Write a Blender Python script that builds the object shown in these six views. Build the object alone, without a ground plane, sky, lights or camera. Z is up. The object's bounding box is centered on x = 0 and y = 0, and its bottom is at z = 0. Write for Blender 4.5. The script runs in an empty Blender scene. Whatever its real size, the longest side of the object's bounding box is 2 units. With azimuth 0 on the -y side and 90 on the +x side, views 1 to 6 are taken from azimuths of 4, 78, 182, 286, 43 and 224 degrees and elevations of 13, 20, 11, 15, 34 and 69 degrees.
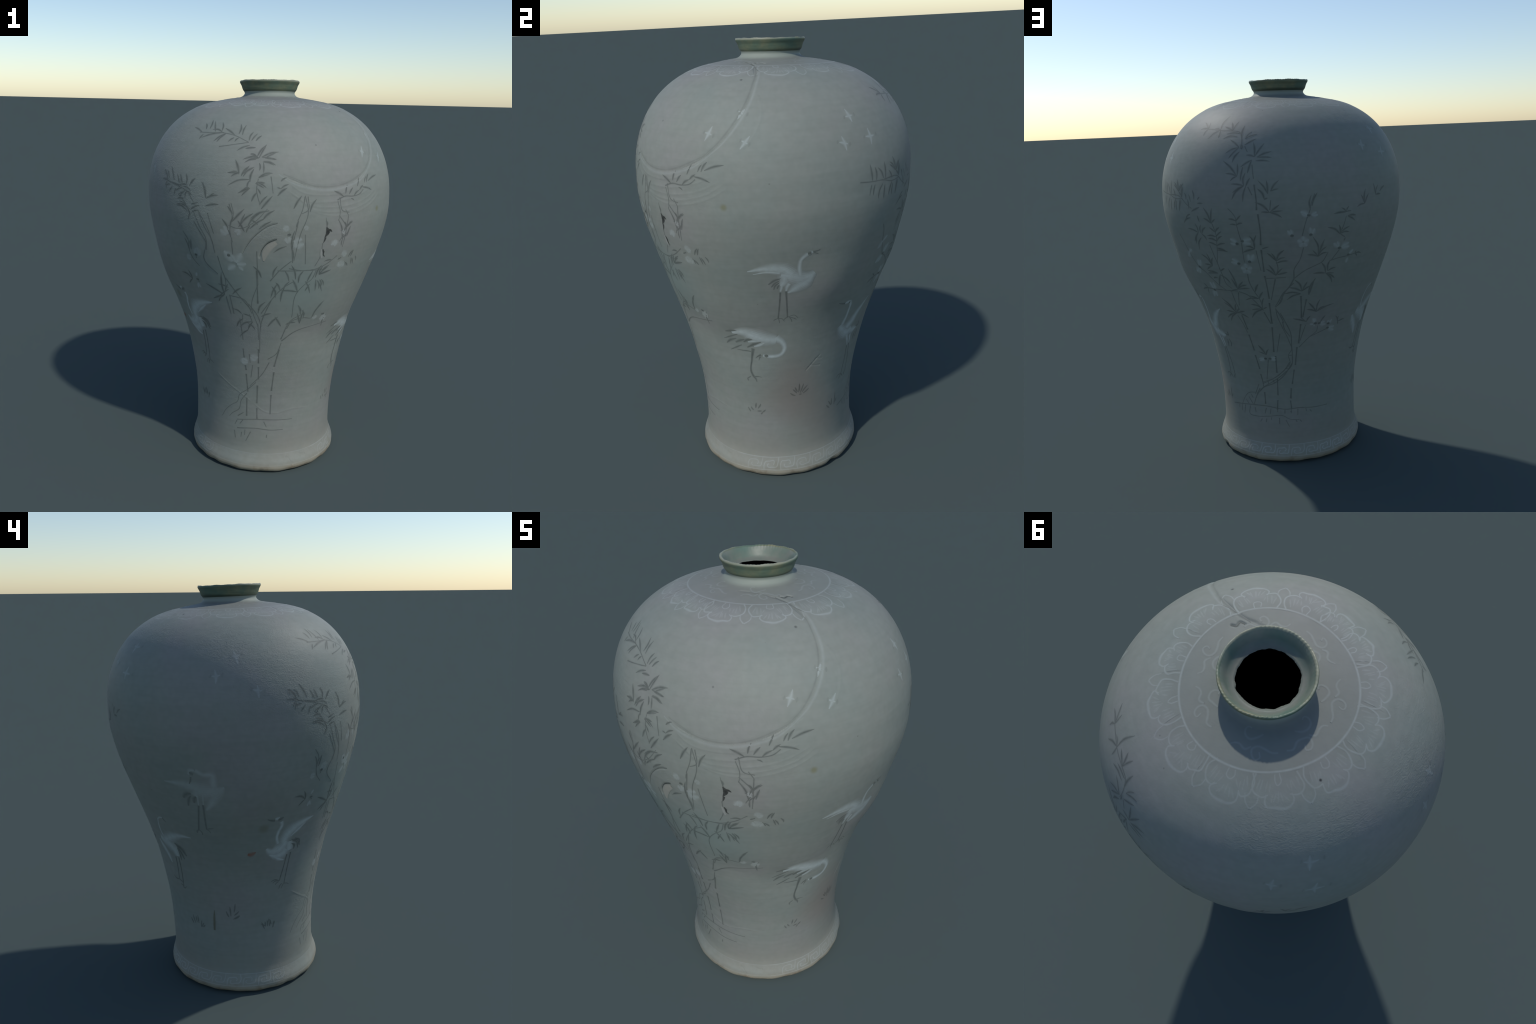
"""Inlaid celadon plum vase: high round shoulder, slim waist, small flaring mouth.
Built as a slightly leaning, slightly oval thrown form, then covered with thin
inlaid motifs: two bamboo-and-plum clumps, six cranes, grass tufts, small star
shaped birds, a scalloped collar on the shoulder and a key fret on the foot."""
import bpy, math, random
import numpy as np
from mathutils import noise as mnoise

random.seed(7)
RNG = np.random.default_rng(7)
TAU = 2 * math.pi
PI = math.pi

# ------------------------------------------------------------------ the form
# outer profile: height along the axis -> radius
PROFILE = [
    (0.000, 0.3620), (0.010, 0.3870), (0.030, 0.3960), (0.050, 0.3930), (0.080, 0.3830),
    (0.105, 0.3760), (0.130, 0.3722), (0.160, 0.3710), (0.200, 0.3710), (0.280, 0.3727),
    (0.400, 0.3814), (0.550, 0.4059), (0.700, 0.4382), (0.850, 0.4845), (1.000, 0.5352),
    (1.150, 0.5838), (1.280, 0.6169), (1.380, 0.6300), (1.480, 0.6282), (1.580, 0.6103),
    (1.670, 0.5750), (1.740, 0.5300), (1.800, 0.4685), (1.845, 0.4000), (1.870, 0.3430),
    (1.886, 0.2880), (1.898, 0.2270), (1.9055, 0.1800), (1.910, 0.1530), (1.918, 0.1370),
    (1.931, 0.1289), (1.940, 0.1320), (1.947, 0.1376), (1.970, 0.1458), (1.988, 0.1540), (1.992, 0.1526)]
RIM_TOP = 1.9935
# the axis leans a little: centre offset at heights
AXIS = [(0.0, 0.0059, -0.0331), (0.15, 0.0000, -0.0285), (0.4, 0.0034, -0.0253), (0.7, 0.0050, -0.0211),
        (1.0, 0.0030, -0.0137), (1.3, 0.0022, -0.0039), (1.6, -0.0036, 0.0068), (2.0, -0.0089, 0.0158)]
TILT_X, TILT_Y = -0.0140, 0.0337
# how far each section departs from a circle: cos2, sin2, cos3, sin3
OVAL = [(0.0, 0.0017, -0.0017, -0.0012, 0.0047), (0.35, -0.0013, -0.0190, -0.0001, -0.0002),
        (0.8, -0.0065, -0.0111, -0.0112, -0.0025), (1.3, 0.0085, -0.0032, 0.0008, 0.0032),
        (1.75, 0.0043, 0.0024, 0.0008, 0.0002), (2.0, 0.0060, -0.0050, -0.0060, -0.0020)]


def monotone(x, xs, ys):
    xs, ys = np.asarray(xs, float), np.asarray(ys, float)
    h = np.diff(xs); d = np.diff(ys) / h
    m = np.zeros_like(ys)
    w1, w2 = 2 * h[1:] + h[:-1], h[1:] + 2 * h[:-1]
    same = d[:-1] * d[1:] > 0
    with np.errstate(all="ignore"):
        m[1:-1] = np.where(same, (w1 + w2) / (w1 / d[:-1] + w2 / d[1:]), 0.0)
    m[0], m[-1] = d[0], d[-1]
    x = np.clip(x, xs[0], xs[-1])
    i = np.clip(np.searchsorted(xs, x) - 1, 0, len(xs) - 2)
    t = (x - xs[i]) / h[i]
    return ((2 * t**3 - 3 * t**2 + 1) * ys[i] + (t**3 - 2 * t**2 + t) * h[i] * m[i]
            + (-2 * t**3 + 3 * t**2) * ys[i + 1] + (t**3 - t**2) * h[i] * m[i + 1])


def smooth(a, b, x):
    t = np.clip((x - a) / (b - a), 0, 1)
    return t * t * (3 - 2 * t)


def blur(y, sigma, step):
    n = int(4 * sigma / step)
    k = np.exp(-0.5 * (np.arange(-n, n + 1) * step / sigma) ** 2)
    pad = np.concatenate([2 * y[0] - y[n:0:-1], y, 2 * y[-1] - y[-2:-n - 2:-1]])
    return np.convolve(pad, k / k.sum(), "valid")


# fine, softened tables of the form
GH = np.linspace(0, 2.0, 4001)
raw = monotone(GH, *zip(*PROFILE))
soft_mid, soft_top = blur(raw, 0.028, 0.0005), blur(raw, 0.006, 0.0005)
w_mid = smooth(0.13, 0.24, GH) * (1 - smooth(1.72, 1.80, GH))
w_top = smooth(1.76, 1.80, GH) * (1 - smooth(1.897, 1.906, GH))
GR = raw + (soft_mid - raw) * w_mid + (soft_top - raw) * w_top * (1 - w_mid)
ax = np.array(AXIS); ov = np.array(OVAL)
GX, GY = (blur(monotone(GH, ax[:, 0], ax[:, j]), 0.07, 0.0005) for j in (1, 2))
GO = [blur(monotone(GH, ov[:, 0], ov[:, j]), 0.08, 0.0005) for j in (1, 2, 3, 4)]


def radius(h):
    return np.interp(h, GH, GR)


def place(th, h, r):
    """Point of the leaning, slightly oval form."""
    o = [np.interp(h, GH, g) for g in GO]
    r = r * (1 + o[0] * np.cos(2 * th) + o[1] * np.sin(2 * th) + o[2] * np.cos(3 * th) + o[3] * np.sin(3 * th))
    dx, dy = r * np.cos(th), r * np.sin(th)
    k = np.clip((h - 0.1) / 1.9, 0, 1)
    z = h - k * (TILT_Y * dy + TILT_X * dx)
    return np.stack([np.interp(h, GH, GX) + dx, np.interp(h, GH, GY) + dy, z], -1)


def base(th, h):
    return place(th, h, radius(h))


def along(points, n):
    """Smooth curve through (degrees, height) points -> n angles (rad) and heights."""
    p = np.array(points, float)
    t0 = p[:, 0]
    p[:, 0] = t0[0] + np.cumsum(np.concatenate([[0], (np.diff(t0) + 180) % 360 - 180]))
    if len(p) == 2:
        q = np.linspace(p[0], p[1], n)
    else:
        q3 = base(np.radians(p[:, 0]), p[:, 1])
        s = np.concatenate([[0], np.cumsum(np.linalg.norm(np.diff(q3, axis=0), axis=1))])
        d = np.gradient(p, s, axis=0)
        x = np.linspace(0, s[-1], n)
        i = np.clip(np.searchsorted(s, x) - 1, 0, len(s) - 2)
        w = (s[i + 1] - s[i]); t = ((x - s[i]) / w)[:, None]; w = w[:, None]
        q = ((2 * t**3 - 3 * t**2 + 1) * p[i] + (t**3 - 2 * t**2 + t) * w * d[i]
             + (-2 * t**3 + 3 * t**2) * p[i + 1] + (t**3 - t**2) * w * d[i + 1])
    return np.radians(q[:, 0]), q[:, 1]


# grooves and ridges of the surface: path, depth (m), half width (m)
CRESCENT = [(-81.3, 1.562), (-76.2, 1.536), (-70.0, 1.512), (-63.1, 1.501), (-56.6, 1.503), (-50.3, 1.517), (-44.0, 1.540),
            (-38.0, 1.574), (-32.7, 1.622), (-28.3, 1.677), (-24.7, 1.735), (-22.7, 1.781), (-21.7, 1.826), (-21.4, 1.860), (-24.5, 1.886)]
RELIEF_LINES = [
    (CRESCENT, -0.0042, 0.0080),
    ([(-21.0, 1.855), (-24.2, 1.876), (-29.0, 1.892), (-40.0, 1.900)], -0.0036, 0.0075),
    ([(-36.0, 1.899), (-52.0, 1.9035), (-72.0, 1.9045)], -0.0022, 0.0060),
    ([(-17.5, 1.893), (-21.5, 1.896), (-25.5, 1.8945), (-29.0, 1.898)], -0.0045, 0.0050),
    ([(-78.8, 1.530), (-72.5, 1.484), (-63.2, 1.470), (-54.6, 1.476), (-46.2, 1.500)], 0.0006, 0.0042),
    ([(-80.2, 1.501), (-71.5, 1.448), (-61.2, 1.439), (-50.5, 1.449), (-41.0, 1.474), (-33.5, 1.512)], 0.0006, 0.0042),
    ([(-77.6, 1.484), (-69.2, 1.427), (-59.1, 1.415), (-48.4, 1.423), (-38.9, 1.449), (-30.8, 1.493)], 0.0006, 0.0042),
    ([(-75.1, 1.464), (-67.0, 1.405), (-57.0, 1.393), (-47.4, 1.402), (-36.8, 1.435), (-29.1, 1.486)], 0.0006, 0.0042),
    ([(-70.6, 1.410), (-61.5, 1.381), (-52.8, 1.376), (-44.3, 1.389), (-35.7, 1.420), (-28.5, 1.465)], 0.0006, 0.0042),
    ([(-20.5, 1.805), (-17.6, 1.755), (-17.5, 1.705), (-20.2, 1.647), (-25.2, 1.591)], 0.0006, 0.0060),
    ([(-97.6, 1.201), (-94.7, 1.253), (-90.8, 1.300), (-86.8, 1.332), (-82.7, 1.349)], -0.0026, 0.0040),
    ([(-90.3, 1.180), (-89.1, 1.220), (-86.9, 1.251), (-82.8, 1.275)], -0.0040, 0.0040),
    ([(-69.0, 0.085), (-66.0, 0.070), (-64.5, 0.052), (-61.0, 0.036)], -0.0026, 0.0060),
    ([(-58.0, 0.092), (-54.0, 0.080), (-50.5, 0.078)], -0.0020, 0.0045),
    ([(-95.0, 0.385), (-84.0, 0.335), (-76.0, 0.330), (-66.0, 0.345), (-50.0, 0.340)], 0.0006, 0.0040),
    ([(-125.0, 0.520), (-114.0, 0.470), (-103.0, 0.425), (-96.0, 0.390)], 0.0007, 0.0040),
    ([(5.0, 0.560), (10.0, 0.600), (15.5, 0.640)], -0.0010, 0.0040),
    ([(8.0, 0.590), (16.0, 0.575)], -0.0009, 0.0040),
    ([(11.0, 0.620), (17.0, 0.612)], -0.0008, 0.0040),
]
# soft dents: where, radius, depth
DENTS = [((28.3, 0.014), 0.018, -0.007), ((26.0, 0.012), 0.020, -0.004), ((-88.0, 0.012), 0.020, -0.003),
         ((-128.0, 0.010), 0.022, -0.003), ((52.0, 0.012), 0.016, -0.003), ((-29.5, 1.841), 0.006, -0.002),
         ((159.9, 1.872), 0.005, -0.002), ((-84.0, 1.225), 0.035, -0.002),
         ((-14.0, 0.80), 0.10, -0.005), ((-36.0, 0.73), 0.12, -0.010), ((-62.0, 0.80), 0.11, -0.010),
         ((192.0, 0.99), 0.13, 0.012), ((210.0, 1.12), 0.14, 0.017), ((212.0, 0.62), 0.10, -0.009), ((60.0, 1.06), 0.12, 0.009),
         ((12.0, 1.02), 0.13, 0.014), ((145.0, 1.68), 0.14, 0.006)]
LINE_PTS = [(base(*along(p, 120)), a, w) for p, a, w in RELIEF_LINES]
DENT_PTS = [(base(np.radians(np.array([t])), np.array([h]))[0], r, a) for (t, h), r, a in DENTS]


def relief(th, h, p):
    """Hand-made unevenness along the normal, in metres."""
    d = 0.0006 * np.sin(3 * th + 2.1 * h) + 0.0005 * np.sin(5 * th - 7 * h + 1)
    d = d * smooth(0.1, 0.4, h) * (1 - smooth(1.7, 1.88, h))
    d = d + 0.0016 * (1 - smooth(0.012, 0.05, h)) * (np.sin(9 * th + 1) * np.sin(4 * th) + 0.6 * np.sin(23 * th))
    flat, out = p.reshape(-1, 3), d.reshape(-1).copy()
    for q, a, w in LINE_PTS:
        near = np.nonzero(((flat > q.min(0) - 4 * w) & (flat < q.max(0) + 4 * w)).all(1))[0]
        for c in np.array_split(near, max(1, len(near) // 20000)):
            if len(c):
                dist2 = ((flat[c, None] - q[None]) ** 2).sum(-1)
                j = dist2.argmin(1)
                fade = np.minimum(1, np.minimum(j, len(q) - 1 - j) / 12)
                out[c] += a * fade * np.exp(-dist2[np.arange(len(c)), j] / w**2)
    for q, r, a in DENT_PTS:
        dist2 = ((flat - q) ** 2).sum(1)
        out += a * np.exp(-dist2 / r**2)
    return out.reshape(d.shape)


def shell(th, h, lift=0.0):
    """Outer surface (positions and normals) at angle th and height h."""
    th, h = np.broadcast_arrays(np.asarray(th, float), np.asarray(h, float))
    e = 1e-3
    a = base(th + e, h) - base(th - e, h)
    b = base(th, np.minimum(h + e, 1.9919)) - base(th, np.maximum(h - e, 1e-4))
    n = np.cross(a, b)
    n /= np.linalg.norm(n, axis=-1, keepdims=True)
    p = base(th, h)
    q = p + n * (relief(th, h, p) + lift)[..., None]
    q[..., 2] = np.maximum(q[..., 2], 0.0)
    return q, n


# ------------------------------------------------------------------ materials
class Nodes:
    """Small helpers to write node trees."""

    def __init__(self, tree):
        self.N, self.L = tree.nodes, tree.links
        self.co = self.N.new("ShaderNodeTexCoord").outputs["Object"]

    def feed(self, socket, v):
        if isinstance(v, tuple):
            socket.default_value = (*v, 1) if len(socket.default_value) == 4 else v
        elif isinstance(v, (int, float)):
            socket.default_value = v
        else:
            self.L.new(v, socket)

    def noise(self, scale, detail=3.0, rough=0.55, stretch=None, distort=0.0):
        n = self.N.new("ShaderNodeTexNoise")
        n.inputs["Scale"].default_value = scale
        n.inputs["Detail"].default_value = detail
        n.inputs["Roughness"].default_value = rough
        n.inputs["Distortion"].default_value = distort
        v = self.co
        if stretch:
            m = self.N.new("ShaderNodeMapping")
            m.inputs["Rotation"].default_value = stretch[1]
            m.inputs["Scale"].default_value = stretch[0]
            self.L.new(v, m.inputs["Vector"])
            v = m.outputs["Vector"]
        self.L.new(v, n.inputs["Vector"])
        return n.outputs["Fac"]

    def ramp(self, src, stops):
        r = self.N.new("ShaderNodeValToRGB")
        while len(r.color_ramp.elements) < len(stops):
            r.color_ramp.elements.new(0.5)
        for el, (p, c) in zip(r.color_ramp.elements, stops):
            el.position, el.color = p, (*c, 1)
        self.L.new(src, r.inputs["Fac"])
        return r.outputs["Color"]

    def mix(self, fac, a, b, blend="MIX"):
        m = self.N.new("ShaderNodeMix"); m.data_type = "RGBA"; m.blend_type = blend
        self.feed(m.inputs[0], fac); self.feed(m.inputs[6], a); self.feed(m.inputs[7], b)
        return m.outputs[2]

    def remap(self, src, a, b, c=0.0, d=1.0):
        r = self.N.new("ShaderNodeMapRange"); r.interpolation_type = "SMOOTHSTEP"
        for k, v in (("From Min", a), ("From Max", b), ("To Min", c), ("To Max", d)):
            r.inputs[k].default_value = v
        self.L.new(src, r.inputs["Value"])
        return r.outputs["Result"]

    def math(self, op, a, b=0.0):
        m = self.N.new("ShaderNodeMath"); m.operation = op
        self.feed(m.inputs[0], a); self.feed(m.inputs[1], b)
        return m.outputs[0]

    def spot(self, deg, h, inner, outer, squash=1.0):
        """Soft round mask about a place on the wall."""
        x, y, z = base(np.array([math.radians(deg)]), np.array([h]))[0]
        v = self.co
        d = self.N.new("ShaderNodeVectorMath"); d.operation = "SUBTRACT"
        d.inputs[1].default_value = (x, y, z)
        self.L.new(v, d.inputs[0])
        sc = self.N.new("ShaderNodeVectorMath"); sc.operation = "MULTIPLY"
        sc.inputs[1].default_value = (1, 1, squash)
        self.L.new(d.outputs[0], sc.inputs[0])
        ln = self.N.new("ShaderNodeVectorMath"); ln.operation = "LENGTH"
        self.L.new(sc.outputs[0], ln.inputs[0])
        return self.remap(ln.outputs["Value"], outer, inner)


def glaze_group():
    g = bpy.data.node_groups.new("celadon_glaze", "ShaderNodeTree")
    g.interface.new_socket("Color", in_out="OUTPUT", socket_type="NodeSocketColor")
    g.interface.new_socket("Normal", in_out="OUTPUT", socket_type="NodeSocketVector")
    out = g.nodes.new("NodeGroupOutput")
    n = Nodes(g)
    # grey-green glaze, drifting between a cooler and a warmer grey
    col = n.ramp(n.noise(2.6, 3), [(0.32, (0.206, 0.232, 0.208)), (0.5, (0.220, 0.236, 0.210)), (0.68, (0.232, 0.235, 0.218))])
    col = n.mix(0.35, col, n.ramp(n.noise(34, 4), [(0.3, (0.44, 0.44, 0.44)), (0.7, (0.56, 0.56, 0.56))]), "OVERLAY")
    zz = n.N.new("ShaderNodeSeparateXYZ"); n.L.new(n.co, zz.inputs[0])
    lvl = n.math("ADD", zz.outputs["Z"], n.math("ADD", n.math("MULTIPLY", zz.outputs["Y"], TILT_Y), n.math("MULTIPLY", zz.outputs["X"], TILT_X)))
    col = n.mix(n.math("MULTIPLY", n.remap(lvl, 1.866, 1.892), 0.45), col, (0.176, 0.184, 0.168))
    # faint horizontal throwing streaks
    col = n.mix(0.25, col, n.ramp(n.noise(9, 3, stretch=((0.6, 0.6, 7), (0, 0, 0))), [(0.35, (0.45, 0.455, 0.45)), (0.65, (0.55, 0.545, 0.55))]), "OVERLAY")

    def tint(mask, colour, amount, col):
        return n.mix(n.math("MULTIPLY", mask, amount), col, colour)

    # blue-green pooling about the plum blossoms, a rosy flush low on the east side
    for deg, h, r, a in ((-104, 1.06, 0.26, 0.55), (-74, 1.08, 0.24, 0.55), (-62, 0.98, 0.22, 0.45), (-112, 0.72, 0.22, 0.4), (-88, 0.85, 0.2, 0.3)):
        col = tint(n.spot(deg, h, 0.02, r), (0.175, 0.238, 0.222), a*0.75, col)
    for deg, h, r, a in ((-3, 0.44, 0.22, 0.55), (-1, 0.60, 0.16, 0.30), (12, 0.30, 0.2, 0.35), (30, 0.25, 0.2, 0.2)):
        col = tint(n.spot(deg, h, 0.02, r), (0.205, 0.175, 0.150), a, col)
    # small stains
    rough = n.remap(n.noise(60, 3), 0.35, 0.6)
    for deg, h, r, c, a in ((-30.7, 1.388, 0.020, (0.16, 0.155, 0.075), 0.6), (159.9, 1.872, 0.007, (0.02, 0.02, 0.02), 0.9),
                            (-29.5, 1.841, 0.008, (0.03, 0.03, 0.03), 0.6), (-64.5, 1.687, 0.006, (0.05, 0.05, 0.05), 0.5),
                            (-15.4, 0.062, 0.03, (0.13, 0.125, 0.08), 0.6), (-150, 0.915, 0.035, (0.12, 0.10, 0.04), 0.35)):
        col = tint(n.spot(deg, h, r * 0.2, r), c, a, col)
    # tiny pin holes in the glaze
    v = n.N.new("ShaderNodeTexVoronoi"); v.inputs["Scale"].default_value = 13
    n.L.new(n.co, v.inputs["Vector"])
    pins = n.math("MULTIPLY", n.remap(v.outputs["Distance"], 0.055, 0.02), n.remap(n.noise(4.5, 1), 0.56, 0.62))
    col = tint(pins, (0.08, 0.08, 0.07), 0.5, col)
    col = n.mix(n.math("MULTIPLY", n.remap(n.noise(5, 3), 0.35, 0.65, 0.5, 1.0), n.math("MULTIPLY", n.remap(lvl, 0.30, 0.05), 0.6)), col, (0.232, 0.225, 0.182))
    # bare biscuit where the glaze stops short of the foot
    z = n.N.new("ShaderNodeSeparateXYZ"); n.L.new(n.co, z.inputs[0])
    edge = n.math("ADD", z.outputs["Z"], n.math("MULTIPLY", n.noise(11, 3), -0.03))
    bare = n.ramp(n.noise(20, 4), [(0.3, (0.190, 0.140, 0.085)), (0.48, (0.270, 0.240, 0.175)), (0.75, (0.290, 0.265, 0.205))])
    col = n.mix(n.math("MULTIPLY", n.remap(edge, 0.046, 0.006), 0.80), col, bare)
    # paler, thinner glaze gathered in the neck
    col = n.mix(n.math("MULTIPLY", n.remap(z.outputs["Z"], 1.910, 1.922), 0.5), col, (0.29, 0.335, 0.285))
    n.L.new(col, out.inputs["Color"])
    # fine surface grain; wrinkled glaze on the south-west shoulder and around the lower belly
    wr = None
    for deg, h, r, k in ((-144, 1.60, 0.30, 1.0), (-122, 1.42, 0.22, 0.9), (-112, 1.56, 0.20, 0.6), (-165, 1.745, 0.20, 1.0), (160, 1.77, 0.2, 0.9),
                         (-138, 1.80, 0.16, 0.7), (132, 1.80, 0.18, 0.8), (-86, 1.30, 0.10, 0.8), (-96, 0.80, 0.2, 0.45), (-75, 0.55, 0.2, 0.35),
                         (-15, 0.55, 0.16, 0.35), (-112, 0.42, 0.12, 0.5), (-135, 0.05, 0.1, 0.8), (-40, 1.42, 0.12, 0.25)):
        s = n.math("MULTIPLY", n.spot(deg, h, r * 0.25, r), k)
        wr = s if wr is None else n.math("MAXIMUM", wr, s)
    wrinkle = n.noise(82, 2.0, 0.5, ((0.75, 0.75, 1.5), (0.5, 0.3, 0)), 1.4)
    hgt = n.math("MULTIPLY", wrinkle, n.math("MULTIPLY", wr, 0.9))
    hgt = n.math("ADD", hgt, n.math("MULTIPLY", n.noise(150, 3), 0.16))
    hgt = n.math("ADD", hgt, n.math("MULTIPLY", n.noise(7, 2, stretch=((1, 1, 2.5), (0, 0, 0))), 0.5))
    b = n.N.new("ShaderNodeBump")
    b.inputs["Strength"].default_value = 0.42
    b.inputs["Distance"].default_value = 0.0042
    n.L.new(hgt, b.inputs["Height"])
    n.L.new(b.outputs["Normal"], out.inputs["Normal"])
    return g


GLAZE = glaze_group()


def material(name, rough=0.58, spec=0.19):
    m = bpy.data.materials.new(name)
    m.use_nodes = True
    n = Nodes(m.node_tree)
    bs = m.node_tree.nodes["Principled BSDF"]
    bs.inputs["Roughness"].default_value = rough
    bs.inputs["Specular IOR Level"].default_value = spec
    g = n.N.new("ShaderNodeGroup"); g.node_tree = GLAZE
    n.L.new(g.outputs["Normal"], bs.inputs["Normal"])
    n.L.new(g.outputs["Color"], bs.inputs["Base Color"])
    return m, n, bs, g


def inlay(name, colour, strength, patchy=0.14):
    """Coloured slip seen through the glaze: the glaze colour pulled towards the slip colour."""
    m, n, bs, g = material(name)
    f = n.remap(n.noise(42, 3), 0.3, 0.7, strength * (1 - patchy), min(1.0, strength * (1 + patchy)))
    n.feed(bs.inputs["Base Color"], n.mix(f, g.outputs["Color"], colour))
    return m


BODY_MAT = material("celadon_body")[0]

MOUTH_MAT, n, bs, g = material("stained_mouth_glaze", 0.45, 0.35)
z = n.N.new("ShaderNodeSeparateXYZ"); n.L.new(n.co, z.inputs[0])
c = n.ramp(n.noise(8, 5, 0.65), [(0.34, (0.078, 0.132, 0.104)), (0.5, (0.115, 0.150, 0.104)), (0.66, (0.182, 0.182, 0.110))])
c = n.mix(0.6, c, n.ramp(n.noise(16, 4, stretch=((0.7, 0.7, 6), (0, 0, 0))), [(0.35, (0.38, 0.39, 0.37)), (0.65, (0.58, 0.57, 0.54))]), "OVERLAY")
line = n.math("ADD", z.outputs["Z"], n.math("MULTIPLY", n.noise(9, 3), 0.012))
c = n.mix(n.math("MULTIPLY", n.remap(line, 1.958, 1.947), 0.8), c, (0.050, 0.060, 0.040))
c = n.mix(n.math("MULTIPLY", n.remap(z.outputs["Z"], 1.988, 1.9945), 0.6), c, (0.320, 0.320, 0.245))
n.feed(bs.inputs["Base Color"], c)

THROAT_MAT, n, bs, g = material("throat_glaze", 0.45, 0.35)
c = n.ramp(n.noise(9, 4), [(0.34, (0.110, 0.168, 0.132)), (0.5, (0.152, 0.185, 0.146)), (0.68, (0.215, 0.220, 0.180))])
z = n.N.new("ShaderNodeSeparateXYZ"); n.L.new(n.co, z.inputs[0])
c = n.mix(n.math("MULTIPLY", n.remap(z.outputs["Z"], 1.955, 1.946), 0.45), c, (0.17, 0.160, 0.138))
n.feed(bs.inputs["Base Color"], c)

DARK_MAT = bpy.data.materials.new("hollow_painted_dark")
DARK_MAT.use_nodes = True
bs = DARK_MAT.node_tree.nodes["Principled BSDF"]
bs.inputs["Base Color"].default_value = (0.004, 0.004, 0.004, 1)  # near-black base colour carries the darkness of the closed cavity
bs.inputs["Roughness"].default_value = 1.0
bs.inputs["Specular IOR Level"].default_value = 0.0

INKS = {}


def ink(kind, colour, strength, steps=(1.0, 0.84, 0.60, 0.34, 0.13)):
    """Materials of one slip from its core out to its soft edge."""
    key = (kind, round(strength, 2))
    if key not in INKS:
        INKS[key] = [inlay("%s_%s" % (kind, w), colour, strength * s) for w, s in zip(("core", "inner", "middle", "outer", "edge"), steps)]
    return INKS[key]


IRON = (0.030, 0.037, 0.034)
WHITE = (0.62, 0.70, 0.70)


def iron(s):
    return ink("iron_slip", IRON, s)


def white(s):
    return ink("white_slip", WHITE, s)


# ------------------------------------------------------------------ objects
vase = bpy.data.objects.new("inlaid_vase", None)
vase.empty_display_size = 0.2
bpy.context.scene.collection.objects.link(vase)
vase["label"] = "grey-green inlaid celadon vase with cranes, bamboo and a small mouth"
vase["category"] = "ceramic vase"


def add_mesh(name, verts, faces, mats, parent, normals=None, slots=None, kind=None):
    me = bpy.data.meshes.new(name)
    verts = np.asarray(verts, np.float32); faces = np.asarray(faces, np.int32)
    me.vertices.add(len(verts)); me.vertices.foreach_set("co", verts.ravel())
    me.loops.add(faces.size); me.loops.foreach_set("vertex_index", faces.ravel())
    me.polygons.add(len(faces))
    me.polygons.foreach_set("loop_start", np.arange(len(faces), dtype=np.int32) * faces.shape[1])
    me.update(calc_edges=True)
    me.polygons.foreach_set("use_smooth", np.ones(len(faces), bool))
    for m in mats:
        me.materials.append(m)
    if slots is not None:
        me.polygons.foreach_set("material_index", np.asarray(slots, np.int32))
    if normals is not None:
        me.normals_split_custom_set_from_vertices(np.asarray(normals, np.float32))
    ob = bpy.data.objects.new(name, me)
    bpy.context.scene.collection.objects.link(ob)
    ob.parent = parent
    if kind:
        ob["kind"] = kind
    return ob


def grid_faces(rows, cols, closed=True):
    i = np.arange(rows - 1)[:, None] * cols
    j = np.arange(cols if closed else cols - 1)[None]
    k = (j + 1) % cols
    return np.stack([i + j, i + k, i + cols + k, i + cols + j], -1).reshape(-1, 4)


# outer wall from the foot to the lip, then lip, throat and hollow inside
COLS = 1200


def even_heights(step=0.0031):
    h = np.linspace(0, 1.992, 20000)
    s = np.concatenate([[0], np.cumsum(np.hypot(np.diff(h), np.diff(radius(h))))])
    return np.interp(np.linspace(0, s[-1], int(s[-1] / step)), s, h)


th = np.arange(COLS) / COLS * TAU
H = even_heights()
outer, _ = shell(th[None], H[:, None])
# underside of the foot: a low ring and a shallow base
under = [(0.0005, 0.0075), (0.16, 0.0075), (0.290, 0.007), (0.312, 0.005), (0.325, 0.0015), (0.340, 0.0004)]
under_rows = np.stack([place(th, np.full(COLS, z), np.full(COLS, r)) for r, z in under])
# the lip is nibbled all round and worn uneven
nib = 0.0004 * np.sin(th * 72) * (0.35 + 0.65 * smooth(-0.2, 0.8, np.sin(th * 2 - 2.2)))
nib = nib + 0.0014 * np.sin(th * 5 + 1) * np.sin(th * 2) + 0.0007 * np.sin(th * 17)
nib_r = 0.0006 * np.sin(th * 72 + 1.2) * (0.35 + 0.65 * smooth(-0.2, 0.8, np.sin(th * 2 - 2.2)))
lip = [(0.1516, 1.9930, 1.0), (0.1492, RIM_TOP, 1.0), (0.1460, 1.9928, 1.0), (0.1430, 1.989, 0.6), (0.1382, 1.982, 0.2),
       (0.1325, 1.973, 0), (0.1275, 1.962, 0), (0.1220, 1.954, 0), (0.1150, 1.948, 0), (0.1080, 1.9440, 0)]
lip_rows = np.stack([place(th, z + nib * w, r + nib_r * w) for r, z, w in lip])
jag = np.array([mnoise.fractal((math.cos(t) * 3.2, math.sin(t) * 3.2, 3.0), 1.0, 2.2, 4) for t in th])
jag_r = 0.1005 + 0.0040 * jag
lip_rows = np.concatenate([lip_rows, place(th, np.full(COLS, 1.9425), jag_r)[None]])
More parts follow.
